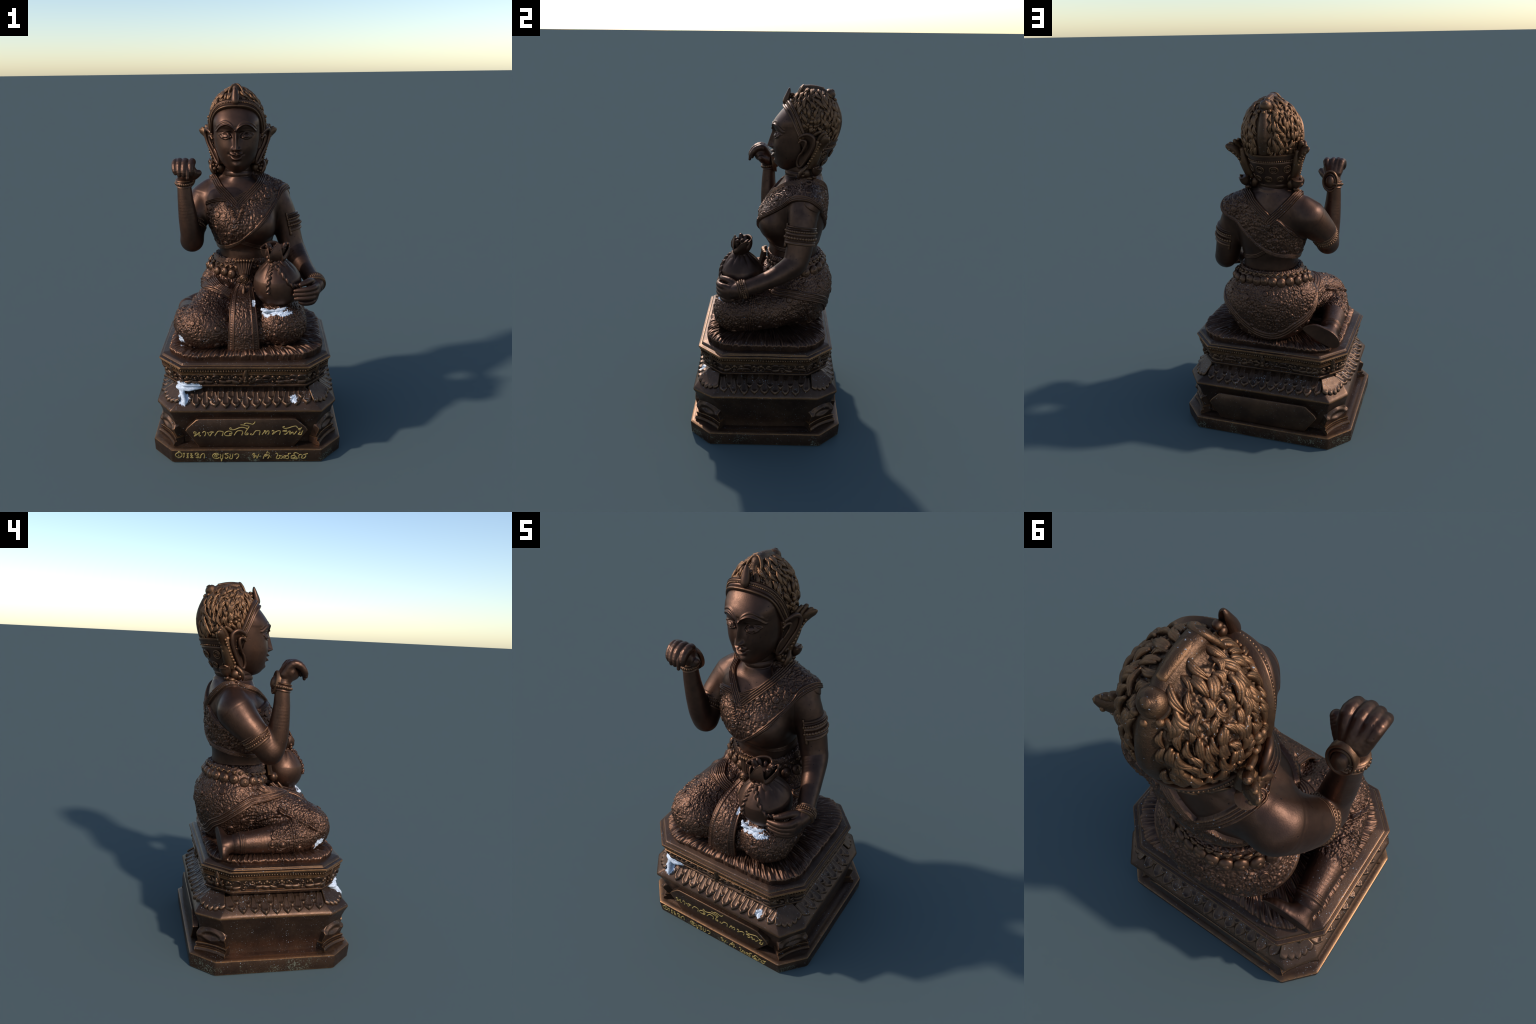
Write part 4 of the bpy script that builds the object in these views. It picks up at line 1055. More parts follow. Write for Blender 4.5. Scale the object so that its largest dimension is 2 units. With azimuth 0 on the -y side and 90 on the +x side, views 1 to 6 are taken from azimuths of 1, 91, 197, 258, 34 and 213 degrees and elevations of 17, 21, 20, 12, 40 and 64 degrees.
# ================================================================== HEAD
HEADL = [  # z, half width, y_front (without nose), y_centre, y_back
    (1.512, .004, .130, .140, .150), (1.518, .030, .092, .145, .20), (1.530, .052, .066, .15, .23), (1.548, .070, .049, .152, .25), (1.572, .088, .038, .154, .27), (1.60, .103, .031, .155, .285),
    (1.63, .113, .026, .156, .295), (1.66, .120, .025, .157, .30), (1.70, .126, .028, .158, .305), (1.735, .129, .031, .158, .31), (1.765, .130, .025, .158, .31), (1.785, .131, .023, .158, .31), (1.81, .130, .035, .16, .31),
    (1.84, .121, .058, .165, .305), (1.862, .108, .077, .168, .30), (1.878, .092, .095, .17, .30), (1.895, .07, .122, .18, .29), (1.915, .055, .155, .20, .27), (1.92, .01, .19, .21, .23)]
def d2(X, Z, pts):
    P = np.column_stack([X, np.zeros_like(X), Z]); return line_distance(P, np.column_stack([np.asarray(pts)[:, 0], np.zeros(len(pts)), np.asarray(pts)[:, 1]]))
def face_relief(dx, z):
    """outward (toward the front) height over the smooth head, from x offset and z"""
    a = np.abs(dx); h = np.zeros_like(dx)
    # nose: narrow straight bridge running into the brows, small wings
    ridge_h = np.interp(z, [1.640, 1.648, 1.657, 1.68, 1.72, 1.755, 1.775], [0, .016, .033, .027, .018, .010, 0])
    wid = np.interp(z, [1.64, 1.655, 1.68, 1.72, 1.76], [.0125, .0130, .0100, .0085, .0085])
    h += ridge_h*np.exp(-np.abs(dx/wid)**2.2)
    h += .0135*np.exp(-((a-.0165)/.0085)**2 - ((z-1.656)/.0095)**2)
    h -= .006*np.exp(-((a-.012)/.006)**2 - ((z-1.644)/.005)**2)
    # eye hollow, ball, lids
    h -= .011*np.exp(-((a-.052)/.040)**2 - ((z-1.745)/.019)**2) + .008*np.exp(-((a-.026)/.012)**2 - ((z-1.725)/.03)**2)
    up = [(.026, 1.722), (.038, 1.737), (.058, 1.745), (.076, 1.741), (.093, 1.7325)]
    lo = [(.026, 1.722), (.036, 1.716), (.056, 1.710), (.074, 1.714), (.092, 1.731)]
    dU, _ = d2(a, z, hermite(up, 24)); dL, _ = d2(a, z, hermite(lo, 24))
    h += .0060*ridge(dU, 0, .0036) + .0042*ridge(dL, 0, .0032)
    h += .0105*np.exp(-((a-.058)/.026)**4 - ((z-1.727)/.0125)**4)
    dI = np.hypot((a-.057)/1.0, (z-1.727)/1.0); h += .0022*smooth(.0125, .0105, dI) - .0015*ridge(dI, .0135, .0016)
    h += .006*np.exp(-((a-.056)/.03)**2 - ((z-1.752)/.007)**2)
    # double-lined brows
    b1 = [(.004, 1.757), (.018, 1.772), (.040, 1.785), (.062, 1.787), (.088, 1.774), (.108, 1.750)]
    b2 = [(.010, 1.772), (.030, 1.793), (.052, 1.803), (.072, 1.800), (.096, 1.784), (.110, 1.764)]
    dA, _ = d2(a, z, hermite(b1, 30)); dB, _ = d2(a, z, hermite(b2, 30))
    h += .0085*ridge(dA, 0, .0042) + .0030*ridge(dB, 0, .0045)
    # lips and chin
    wl = np.clip(1-(a/.037)**2, 0, 1)
    h += .0150*wl*np.exp(-((z-(1.6275 - .003*np.exp(-(a/.006)**2) + 4*a**2))/.0065)**2)
    h += .0170*np.clip(1-(a/.031)**2, 0, 1)*np.exp(-((z-(1.6015 + 9*a**2))/.0088)**2)
    h -= .006*np.exp(-((z-(1.6165 + 6*a**2))/.0035)**2)*(a < .042)*np.clip(1-(a/.042)**4, 0, 1)
    h -= .0035*np.exp(-((a-.043)/.0075)**2 - ((z-1.628)/.0075)**2)
    h -= .005*np.exp(-(a/.02)**2 - ((z-1.588)/.007)**2)
    h += .010*np.exp(-(a/.022)**2 - ((z-1.566)/.014)**2)
    h += .003*np.exp(-((a-.07)/.03)**2 - ((z-1.66)/.03)**2)
    h += .004*np.exp(-(a/.014)**2 - ((z-1.638)/.006)**2)
    return h
def head():
    T = hermite(HEADL, 460); nt = 520
    u = np.linspace(-1, 1, nt, endpoint=False)
    th = np.pi*(.36*u + .64*np.sign(u)*np.abs(u)**2.0)          # 0 = front, denser there
    c, s = np.cos(th), np.sin(th); p = 2.12
    V = []
    for z, w, yf, yc, yb in T:
        den = (np.abs(s)**p + np.abs(c)**p)**(1/p)
        ry = np.where(c > 0, yc-yf, yb-yc)
        V.append(np.column_stack([HX + w*s/den, yc - ry*c/den, np.full(nt, z)]))
    V = np.vstack(V); F = grid_faces(len(T), nt, wrap_v=True)
    N = normals(V, F)
    if (N[:, 1] < 0).sum() and N[len(T)//2*nt + nt//2, 1] > 0: N = -N; F = F[:, ::-1]
    dx = V[:, 0] - HX; h = face_relief(dx, V[:, 2])*smooth(.135, .10, V[:, 1])
    D = np.column_stack([.25*N[:, 0], N[:, 1]*.25 - .75, .25*N[:, 2]])
    V = V + D*h[:, None]
    return V, F
V, F = head()
me = mesh_np("head", V, F, M_SKIN); bm = bmesh.new(); bm.from_mesh(me); bmesh.ops.recalc_face_normals(bm, faces=bm.faces); bm.to_mesh(me); bm.free()
HEAD = link("head", me, ROOT)

# ---- hair cap with central crest
HC, HR = np.array((HX, .247, 1.790)), np.array((.146, .150, .182))
CREST = [(HX+.001, .172, 1.945), (HX+.001, .185, 1.960), (HX+.001, .200, 1.970), (HX, .25, 1.966), (HX, .300, 1.955), (HX-.002, .345, 1.925), (HX-.003, .374, 1.86), (HX-.003, .385, 1.80), (HX-.002, .376, 1.74), (HX, .362, 1.70)]
def hair_fn(P):
    d = sd_ellipsoid(P, HC, HR)
    low = sd_ellipsoid(P, (HX, .240, 1.72), (.118, .108, .12))
    fore = sd_ellipsoid(P, (HX, .222, 1.795), (.138, .122, .165))
    d = smin(d, fore, .03)
    crest = sd_tube(P, CREST, [.018, .024, .0275, .027, .024, .022, .029, .032, .031, .028], 3)
    return smin(smin(d, low, .03), crest, .010)
def hair_cut(P):
    front = .125 - P[:, 1] - .62*(P[:, 2] - 1.80)*(P[:, 2] > 1.8) + .42*(1.80 - P[:, 2])*(P[:, 2] < 1.8)
    return np.maximum(np.maximum(hair_fn(P), front), 1.60 - P[:, 2])
V, F = iso_surface(hair_cut, (-.22, .05, 1.58), (.14, .44, 2.02), .003, 2)
CN = normals(V, F); off_crest = smooth(.0, .010, sd_tube(V, CREST, [.024, .030, .034, .034, .031, .029, .036, .038, .037, .034], 3))*smooth(1.69, 1.71, V[:, 2])
wq = V + .007*np.column_stack([vnoise(V, 34, 71), vnoise(V, 34, 72), vnoise(V, 34, 73)])
comb = (1 - np.abs(vnoise(wq*np.array([1, 1, .42]), 88, 70)))**2 - .5 + .5*((1 - np.abs(vnoise(wq*np.array([1, 1, .5]), 160, 75)))**2 - .5)
hair_cap_v = V + CN*(off_crest*(.0085*comb - .001))[:, None]
link("hair_cap", mesh_np("hair_cap", hair_cap_v, F, M_HAIR), HEAD)

def clean(me, deg=None):
    bm = bmesh.new(); bm.from_mesh(me); bmesh.ops.recalc_face_normals(bm, faces=bm.faces); bm.to_mesh(me); bm.free()
    if deg: sharp_by_angle(me, deg)
    return me

# ---- locks: teardrop strands combed down from the crest
def lock_mesh(L, w, d, bend, seed):
    rng_ = np.random.default_rng(seed); t = np.linspace(0, 1, 16); parts = []
    for k, off in enumerate((-.55, 0.0, .52)):
        l = L*rng_.uniform(.8, 1.08); sh = rng_.uniform(-.10, .10)*L
        P = np.column_stack([off*w*(1 - .35*t)*(.55 + .45*np.sin(np.pi*t)) + bend*np.sin(t*np.pi*1.1)*L, d*.32*np.sin(t*np.pi)*(1.15 if k == 1 else 1.0), -(t-.5)*l + sh])
        r = w*.60*(.30 + .70*np.sin(np.pi*np.clip(t*.93+.07, 0, 1))**.6)*(1 - .35*t)
        parts.append(tube_geo(P, r, 9, up=(0, 1, 0), flat=d/w*1.15))
    return clean(mesh_np("hair_lock", *join_geo(parts), M_HAIR))
LOCKS = [lock_mesh(.062, .0120, .0135, .10, 1), lock_mesh(.055, .0115, .0130, -.10, 2), lock_mesh(.068, .0120, .0140, .05, 3), lock_mesh(.050, .0130, .0125, -.04, 4), lock_mesh(.058, .0112, .0140, .16, 5), lock_mesh(.044, .0135, .0130, -.20, 6)]
def ring_curl(R, r):
    a = np.linspace(0, 2*np.pi*1.2, 22); rad = R*(1-.55*a/a.max())
    return clean(mesh_np("hair_curl", *join_geo([tube_geo(np.column_stack([rad*np.cos(a), .003*a/6, rad*np.sin(a)]), np.full(22, r), 9, up=(0, 1, 0)), ball_geo((0, .003, 0), (.005, .006, .005), 10, 7)]), M_HAIR))
CURLS = [ring_curl(.0135, .0055), ring_curl(.0115, .005)]
HV, HN = V, normals(V, F)
rng = np.random.default_rng(42); kept = []
for i in rng.permutation(len(HV))[:16000]:
    p, nn_ = HV[i], HN[i]
    x, y, zc = p - np.array([HX, 0, 0])
    if zc < 1.70 or abs(x) < .036 and (zc > 1.87 or y > .30): continue
    line = .128 - .60*(zc - 1.80) if zc > 1.80 else .150 + .42*(1.80 - zc)
    if y < line: continue
    if zc < 1.765 and y < .275: continue
    flow = np.array([np.sign(x)*.25*(1 if y < .3 else .3), -.55*min(1, max(0, (.24 - y)/.1)) + .10, -1.0]); flow -= nn_*(flow @ nn_); flow /= np.linalg.norm(flow) + 1e-9
    side = np.cross(flow, nn_)
    ok = True
    for q, fq, sq in kept:
        e = p - q
        if (e @ fq/.034)**2 + (e @ sq/.0175)**2 + (e @ nn_/.02)**2*.2 < 1: ok = False; break
    if ok: kept.append((p, flow, side))
extra = []
for k, (p, flow, side) in enumerate(kept):
    nn_ = np.cross(side, flow); nn_ = nn_ if nn_ @ (p - HC) > 0 else -nn_
    curl = p[2] < 1.80 and p[1] < .25 and rng.random() < .55
    me = CURLS[rng.integers(2)] if curl else LOCKS[rng.integers(6)]
    a = rng.normal(0, .30); f = flow*math.cos(a) + side*math.sin(a)
    X = Vector(np.cross(nn_, -f)).normalized(); Y = Vector(nn_); Z = X.cross(Y).normalized()
    s_c = rng.uniform(.62, 1.02)
    M = Matrix.Translation(p + nn_*rng.uniform(-.001, .005)) @ Matrix((X, Y, Z)).transposed().to_4x4() @ Matrix.Diagonal((s_c*rng.uniform(.85, 1.25), s_c*1.05, s_c*rng.uniform(.85, 1.1), 1))
    if k < 285:
        ob = link("hair_curl" if curl else "hair_lock", me, HEAD); ob.matrix_local = M
    else:
        A = np.array(M); co = np.empty(len(me.vertices)*3); me.vertices.foreach_get("co", co); co = co.reshape(-1, 3)
        extra.append((co @ A[:3, :3].T + A[:3, 3], [tuple(q.vertices) for q in me.polygons]))
if extra:
    ob = link("hair_lock", mesh_np("hair_lock", *join_geo(extra), M_HAIR), HEAD); ob["kind"] = "stuff"

# ---- arched front of the crest and the boss at the back
arch = tube_geo([(HX+.036, .160, 1.938), (HX+.036, .172, 1.962), (HX+.018, .188, 1.988), (HX, .193, 1.9945), (HX-.018, .188, 1.988), (HX-.036, .174, 1.962), (HX-.038, .165, 1.938)], [.0055, .0065, .0070, .0055, .0070, .0065, .0055], 10, 40, up=(0, 1, 0))
arch2 = tube_geo([(HX+.017, .157, 1.935), (HX+.014, .166, 1.957), (HX, .176, 1.975), (HX-.014, .166, 1.957), (HX-.017, .157, 1.935)], .005, 10, 30, up=(0, 1, 0))
link("crest_arch", clean(mesh_np("crest_arch", *join_geo([arch, arch2]), M_HAIR)), HEAD)
ridge_top = tube_geo([(HX, .186, 1.986), (HX, .22, 1.986), (HX, .26, 1.982), (HX-.001, .305, 1.975)], [.010, .016, .017, .012], 14, 24, flat=.75)
link("crest_ridge", clean(mesh_np("crest_ridge", *ridge_top, M_HAIR)), HEAD)
ax = np.array((-.05, .62, .78)); ax /= np.linalg.norm(ax)
kc = np.array((-.046, .336, 1.940))
boss = lathe_geo([(.001, .040), (.010, .0385), (.012, .034), (.020, .031), (.027, .024), (.031, .013), (.032, .007), (.037, .006), (.037, -.002), (.032, -.004), (.03, -.03)][::-1], 28, kc, ax)
link("crest_boss", clean(mesh_np("crest_boss", *boss, M_HAIR), 60), HEAD)
pb = [ball_geo(kc + np.array((.034*math.cos(a), .022*math.sin(a) - .0, -.030*math.sin(a))) + ax*(-.004), .008, 10, 8) for a in np.linspace(.35, np.pi-.35, 3)]
pb = [ball_geo(np.array(q), .0095, 12, 8) for q in ((-.072, .358, 1.922), (-.045, .373, 1.916), (-.018, .366, 1.922))]
link("crest_bead", mesh_np("crest_bead", *join_geo(pb), M_HAIR), HEAD)
# long strand lying beside the crest at the back
for pts, r in (([(HX+.070, .355, 1.875), (HX+.066, .374, 1.835), (HX+.052, .386, 1.79), (HX+.050, .384, 1.74), (HX+.048, .37, 1.70)], [.006, .013, .012, .011, .007]),
               ([(HX-.048, .384, 1.795), (HX-.056, .386, 1.77), (HX-.064, .378, 1.735), (HX-.068, .365, 1.71)], [.005, .011, .012, .006])):
    link("hair_strand", clean(mesh_np("hair_strand", *tube_geo(pts, r, 12, 30), M_HAIR)), HEAD)

# ---- beaded head band
BL = [(0, .083, 1.876), (.045, .086, 1.873), (.080, .096, 1.863), (.104, .112, 1.846), (.121, .128, 1.820), (.130, .141, 1.790), (.135, .157, 1.757), (.140, .174, 1.722)]
BU = [(0, .114, 1.917), (.048, .117, 1.913), (.092, .130, 1.899), (.123, .147, 1.873), (.144, .165, 1.836), (.154, .180, 1.80), (.158, .194, 1.765), (.156, .208, 1.735)]
def band():
    half = lambda T: hermite(T, 40)
    lo, hi = half(BL), half(BU)
    full = lambda A: np.vstack([(A*np.array([-1, 1, 1]))[::-1][:-1], A]) + np.array([HX, 0, 0])
    lo, hi = full(lo), full(hi); n = len(lo)
    ctr = np.array((HX, .25, 1.78))
    prof = [(0.0, -.012), (0.0, .004), (.06, .0085), (.14, .009), (.22, .0055), (.27, .003), (.34, .006), (.42, .003), (.50, .0028), (.72, .0035), (.78, .0065), (.86, .0065), (.92, .003), (.96, .006), (1.0, .004), (1.0, -.014)]
    prof = [(s, o + .003 if o > 0 else o - .006) for s, o in prof]
    V = []
    for i in range(n):
        T = lo[min(i+1, n-1)] - lo[max(i-1, 0)]; W = hi[i] - lo[i]; N = np.cross(T, W); N /= np.linalg.norm(N)
        if N @ (lo[i] - ctr) < 0: N = -N
        for s, o in prof: V.append(lo[i] + W*s + N*o)
    m = len(prof); F = [tuple(q) for q in grid_faces(n, m)] + [tuple(range(m)), tuple((n-1)*m + j for j in range(m))]
    beads = []
    for i in np.linspace(1, n-2, 74):
        k = int(i); f = i-k; L0 = lo[k]*(1-f)+lo[k+1]*f; H0 = hi[k]*(1-f)+hi[k+1]*f; T = lo[k+1]-lo[k]; W = H0-L0; N = np.cross(T, W); N /= np.linalg.norm(N)
        if N @ (L0 - ctr) < 0: N = -N
        beads.append(ball_geo(L0 + W*.60 + N*.0065, .0048, 8, 6))
    return np.array(V), F, beads
V, F, beads = band()
HB = link("head_band", clean(mesh_np("head_band", V, F, M_JEWEL), 55), HEAD)
ob = link("band_bead", mesh_np("band_bead", *join_geo(beads), M_JEWEL), HEAD); ob["kind"] = "stuff"
# tooth-shaped front ornament
HORN = hermite([(1.884, .094, .104, .006), (1.888, .084, .110, .014), (1.897, .078, .117, .0195), (1.910, .077, .120, .0215), (1.928, .083, .121, .0205), (1.946, .092, .122, .0175), (1.962, .100, .123, .0135), (1.973, .106, .121, .009), (1.980, .111, .117, .003)], 40)
def horn_geo():
    n = 28; V = []
    for z_, yf, yb, w in HORN:
        for a in np.linspace(0, 2*np.pi, n, endpoint=False):
            c, s_ = math.cos(a), math.sin(a); yc = (yf+yb)/2
            y = yc + (yb-yc)*c if c > 0 else yc + (yc-yf)*c
            if c > 0: y -= .010*math.exp(-(s_/.30)**2)*float(smooth(1.900, 1.925, z_))*float(smooth(1.98, 1.965, z_))
            V.append((HX - .002 + w*s_, y, z_))
    m = len(HORN); F = [tuple(q) for q in grid_faces(m, n, wrap_v=True)] + [tuple(range(n)), tuple((m-1)*n + j for j in range(n))]
    return np.array(V), F
link("front_ornament", clean(mesh_np("front_ornament", *horn_geo(), M_JEWEL)), HEAD)
nb = join_geo([ball_geo((HX, .118, 1.935), (.010, .012, .010)), ball_geo((HX+.004, .130, 1.946), (.012, .012, .009)), ball_geo((HX-.006, .128, 1.93), (.009, .012, .012))])
link("ornament_stem", mesh_np("ornament_stem", *nb, M_JEWEL), HEAD)

# ---- ears, ear wings and earrings (built for her left, mirrored for her right)
def mirror(g): V, F = g; V = np.asarray(V, float).copy(); V[:, 0] = 2*HX + .001 - V[:, 0]; return V, [tuple(reversed(f)) for f in F]
def ear():
    outer = [(.098, .168, 1.722), (.116, .188, 1.740), (.134, .218, 1.749), (.142, .246, 1.732), (.140, .250, 1.698), (.128, .240, 1.660), (.108, .222, 1.622), (.090, .204, 1.586), (.076, .188, 1.562), (.066, .172, 1.557), (.066, .164, 1.580), (.078, .172, 1.618), (.090, .186, 1.640)]
    inner = [(.100, .172, 1.700), (.108, .188, 1.713), (.116, .206, 1.708), (.114, .206, 1.684), (.104, .196, 1.660), (.094, .186, 1.640)]
    parts = [tube_geo(outer, [.007, .009, .0105, .0105, .010, .009, .0085, .008, .0085, .009, .008, .007, .006], 12, 90), tube_geo(inner, [.006, .0085, .009, .0085, .0075, .006], 10, 40)]
    # the shell between them
    ring = hermite(outer, 60); c = np.array((.092, .196, 1.66)); V = [c + np.array((-.012, 0, 0))]
    for f in (.33, .66, 1.0): V += [c + (p-c)*f + np.array((-.012*(1-f)-.003, 0, 0)) for p in ring]
    n = len(ring); F = [(0, 1+i, 1+(i+1) % n) for i in range(n)]
    for k in range(2): F += [(1+k*n+i, 1+(k+1)*n+i, 1+(k+1)*n+(i+1) % n, 1+k*n+(i+1) % n) for i in range(n)]
    V2 = [v + np.array((-.03, .0, 0)) for v in V]; m = len(V)
    F += [tuple(reversed([i+m for i in f])) for f in F] + [(1+2*n+i, 1+2*n+i+m, 1+2*n+(i+1) % n+m, 1+2*n+(i+1) % n) for i in range(n)]
    parts.append((np.array(V), [])) if False else parts.append((np.array(V + V2), F))
    return join_geo(parts)
def wing():
    parts = []
    spine = [(.098, .232, 1.575), (.106, .252, 1.610), (.114, .272, 1.650), (.128, .290, 1.690), (.150, .306, 1.718), (.172, .320, 1.730), (.184, .328, 1.736)]
    parts.append(tube_geo(spine, [.010, .014, .018, .024, .026, .020, .010], 16, 50, flat=.62, up=(1, -.6, 0)))
    for pts, r in (([(.118, .262, 1.700), (.128, .285, 1.735), (.142, .306, 1.758), (.147, .312, 1.763)], [.010, .013, .012, .006]), ([(.140, .290, 1.715), (.158, .308, 1.742), (.170, .318, 1.748)], [.010, .011, .007]),
                   ([(.112, .240, 1.735), (.122, .262, 1.752), (.132, .285, 1.765)], [.010, .011, .008]), ([(.108, .225, 1.752), (.118, .238, 1.766), (.122, .25, 1.775)], [.009, .010, .008])):
        parts.append(tube_geo(pts, r, 12, 20))
    parts.append(tube_geo([(.078, .240, 1.560), (.092, .258, 1.610), (.105, .270, 1.660), (.115, .272, 1.715)], [.026, .030, .030, .024], 16, 24))
    for t in np.linspace(0, 1, 9):
        p = hermite([(.108, .226, 1.585), (.122, .250, 1.625), (.134, .268, 1.665), (.150, .285, 1.70)], 50)[int(t*49)]
        parts.append(ball_geo(p, (.007, .008, .008), 10, 8))
    for t in np.linspace(0, 1, 7):
        p = hermite([(.103, .262, 1.60), (.116, .288, 1.645), (.136, .308, 1.685), (.165, .328, 1.715)], 50)[int(t*49)]
        parts.append(ball_geo(p, (.008, .009, .009), 10, 8))
    return join_geo(parts)
def earring():
    parts = [lathe_geo([(.004, -.052), (.012, -.050), (.015, -.040), (.010, -.034), (.016, -.028), (.026, -.014), (.030, .004), (.029, .016), (.031, .020), (.027, .022), (.005, .021)], 24, (.104, .272, 1.546), (.22, .25, .95))]
    fc = np.array((.090, .200, 1.527))
    parts.append(ball_geo(fc + np.array((0, -.018, 0)), (.013, .012, .013), 16, 12))
    for k in range(7):
        a = 2*np.pi*k/7 + .3
        parts.append(ball_geo(fc + np.array((.020*math.cos(a), -.004, .021*math.sin(a))), (.0105, .012, .0105), 12, 9))
    parts.append(ball_geo(fc + np.array((0, .015, 0)), (.024, .03, .028), 16, 12))
    parts.append(tube_geo([(.104, .215, 1.565), (.112, .190, 1.540), (.104, .180, 1.512), (.093, .178, 1.494)], [.010, .012, .010, .003], 12, 20))
    parts.append(tube_geo([(.112, .255, 1.545), (.122, .262, 1.560), (.128, .283, 1.572)], [.010, .010, .004], 12, 16))
    parts.append(ball_geo((.092, .235, 1.497), (.016, .022, .014), 14, 10))
    parts.append(ball_geo((.082, .225, 1.560), (.018, .022, .020), 14, 10)); parts.append(ball_geo((.060, .222, 1.530), (.034, .040, .040), 18, 12))
    return join_geo(parts)
for nm, gen, mat in (("ear", ear, M_SKIN), ("ear_wing", wing, M_HAIR), ("earring", earring, M_JEWEL)):
    gg = gen()
    for g2 in (gg, mirror(gg)): link(nm, clean(mesh_np(nm, *g2, mat), 70), HEAD)
# little knobs where the band ends
pk = []
for sx in (1, -1):
    for q, r in (((.140, .178, 1.716), .009), ((.143, .190, 1.728), .010), ((.140, .172, 1.700), .007), ((.158, .215, 1.80), .010), ((.160, .235, 1.815), .011), ((.157, .23, 1.79), .012), ((.150, .255, 1.79), .012)):
        pk.append(ball_geo((HX + sx*q[0], q[1], q[2]), r, 12, 9))
link("band_knob", mesh_np("band_knob", *join_geo(pk), M_HAIR), HEAD)

# ---- flaring guard round the nape, with a ring pattern
GU = [(1.505, .079, .300), (1.515, .083, .305), (1.520, .086, .308), (1.528, .086, .310), (1.532, .083, .309), (1.545, .094, .317), (1.60, .118, .352), (1.648, .131, .378), (1.654, .136, .383), (1.660, .136, .385), (1.664, .132, .383), (1.674, .134, .387), (1.680, .138, .391), (1.684, .137, .391), (1.690, .141, .396), (1.698, .144, .399), (1.703, .144, .399), (1.705, .138, .394), (1.700, .115, .378), (1.66, .10, .35)]
def guard():
    n = 90; a = np.radians(np.linspace(-118, 118, n)); V = []
    for zz, rx, yb in GU:
        for t in a: V.append((-.050 + rx*math.sin(t)*1.0, .225 + (yb-.225)*math.cos(t) if math.cos(t) > 0 else .225 + .06*math.cos(t), zz))
    m = len(GU); F = [tuple(q) for q in grid_faces(m, n)]
    return np.array(V), F
GB = link("nape_guard", clean(mesh_np("nape_guard", *guard(), M_JEWEL), 50), HEAD)
pr = []
def on_guard(deg, zz, out=0.0):
    t = math.radians(deg); rx = np.interp(zz, [g_[0] for g_ in GU[:16]], [g_[1] for g_ in GU[:16]]); yb = np.interp(zz, [g_[0] for g_ in GU[:16]], [g_[2] for g_ in GU[:16]])
    return np.array((-.050 + (rx+out)*math.sin(t), .225 + (yb-.225+out)*math.cos(t), zz))
for deg, zz, R in [(d, 1.622, .0215) for d in (-84, -51, -17, 17, 51, 84)] + [(d, 1.568, .0175) for d in (-68, -34, 0, 34, 68)]:
    c = on_guard(deg, zz, .001); t = math.radians(deg)
    e1 = np.array((math.cos(t), -math.sin(t)*.9, 0)); e2 = on_guard(deg, zz+.01) - on_guard(deg, zz-.01); e2 /= np.linalg.norm(e2)
    for rr, th in ((R, .0042), (R*.55, .0035)):
        q = [c + rr*(math.cos(u)*e1 + math.sin(u)*e2) for u in np.linspace(0, 2*np.pi, 28)]
        pr.append(tube_geo(q, th, 8, cap=False))
link("guard_ring", clean(mesh_np("guard_ring", *join_geo(pr), M_JEWEL)), HEAD)
bd = [ball_geo(on_guard(d, 1.669, .002), (.004, .004, .005), 8, 6) for d in np.linspace(-100, 100, 46)]
ob = link("guard_bead", mesh_np("guard_bead", *join_geo(bd), M_JEWEL), HEAD); ob["kind"] = "stuff"
# ================================================================== JEWELLERY
def frame_of(axis, ref=(0, 0, 1)):
    d = np.asarray(axis, float); d /= np.linalg.norm(d); u = np.asarray(ref, float) - d*np.dot(ref, d); u /= np.linalg.norm(u)
    return d, u, np.cross(d, u)
def cuff(parts_beads, centre, axis, ref, r, prof, span=(-180, 180), n=72, rx=1.0):
    """moulded band round a limb: prof = (offset along axis, extra radius); ref marks angle 0"""
    d, u, v = frame_of(axis, ref); c = np.asarray(centre, float)
    full = span[1] - span[0] >= 359
    A = np.radians(np.linspace(span[0], span[1], n, endpoint=not full)); V = []
    for s, e in prof:
        for a in A: V.append(c + d*s + (r+e)*(math.cos(a)*u + rx*math.sin(a)*v))
    F = [tuple(q) for q in grid_faces(len(prof), n, wrap_v=full)]
    if not full: F += [tuple(j*n for j in range(len(prof))), tuple(j*n + n-1 for j in range(len(prof)))]
    for s, e, size, cnt in parts_beads:
        pass
    return np.array(V), F
def bead_ring(centre, axis, ref, r, s, size, cnt, span=(-180, 180), rx=1.0):
    d, u, v = frame_of(axis, ref); c = np.asarray(centre, float); out = []
    for a in np.radians(np.linspace(span[0], span[1], cnt, endpoint=span[1]-span[0] < 359)):
        out.append(ball_geo(c + d*s + r*(math.cos(a)*u + rx*math.sin(a)*v), size, 12, 8))
    return out

# armband, her right: two plain edges, a row of paired lumps and a row of big beads
C, AX = (-.302, .113, 1.216), (-.10, -.62, -.74)
pf = [(-.038, -.012), (-.038, .004), (-.034, .007), (-.029, .004), (-.025, .004), (-.021, .0075), (-.017, .004), (-.003, .003), (.001, .007), (.005, .004), (.019, .003), (.023, .0075), (.028, .008), (.032, .004), (.033, -.012)]
AR = link("armband", clean(mesh_np("armband", *cuff([], C, AX, (-1, 0, .3), .067, pf, rx=1.08), M_JEWEL), 60), FIG)
bd = bead_ring(C, AX, (-1, 0, .3), .0705, .012, (.0078, .0078, .0078), 36, rx=1.08) + bead_ring(C, AX, (-1, 0, .3), .0705, -.010, (.0065, .0065, .0065), 48, rx=1.08)
ob = link("armband_bead", mesh_np("armband_bead", *join_geo(bd), M_JEWEL), AR)
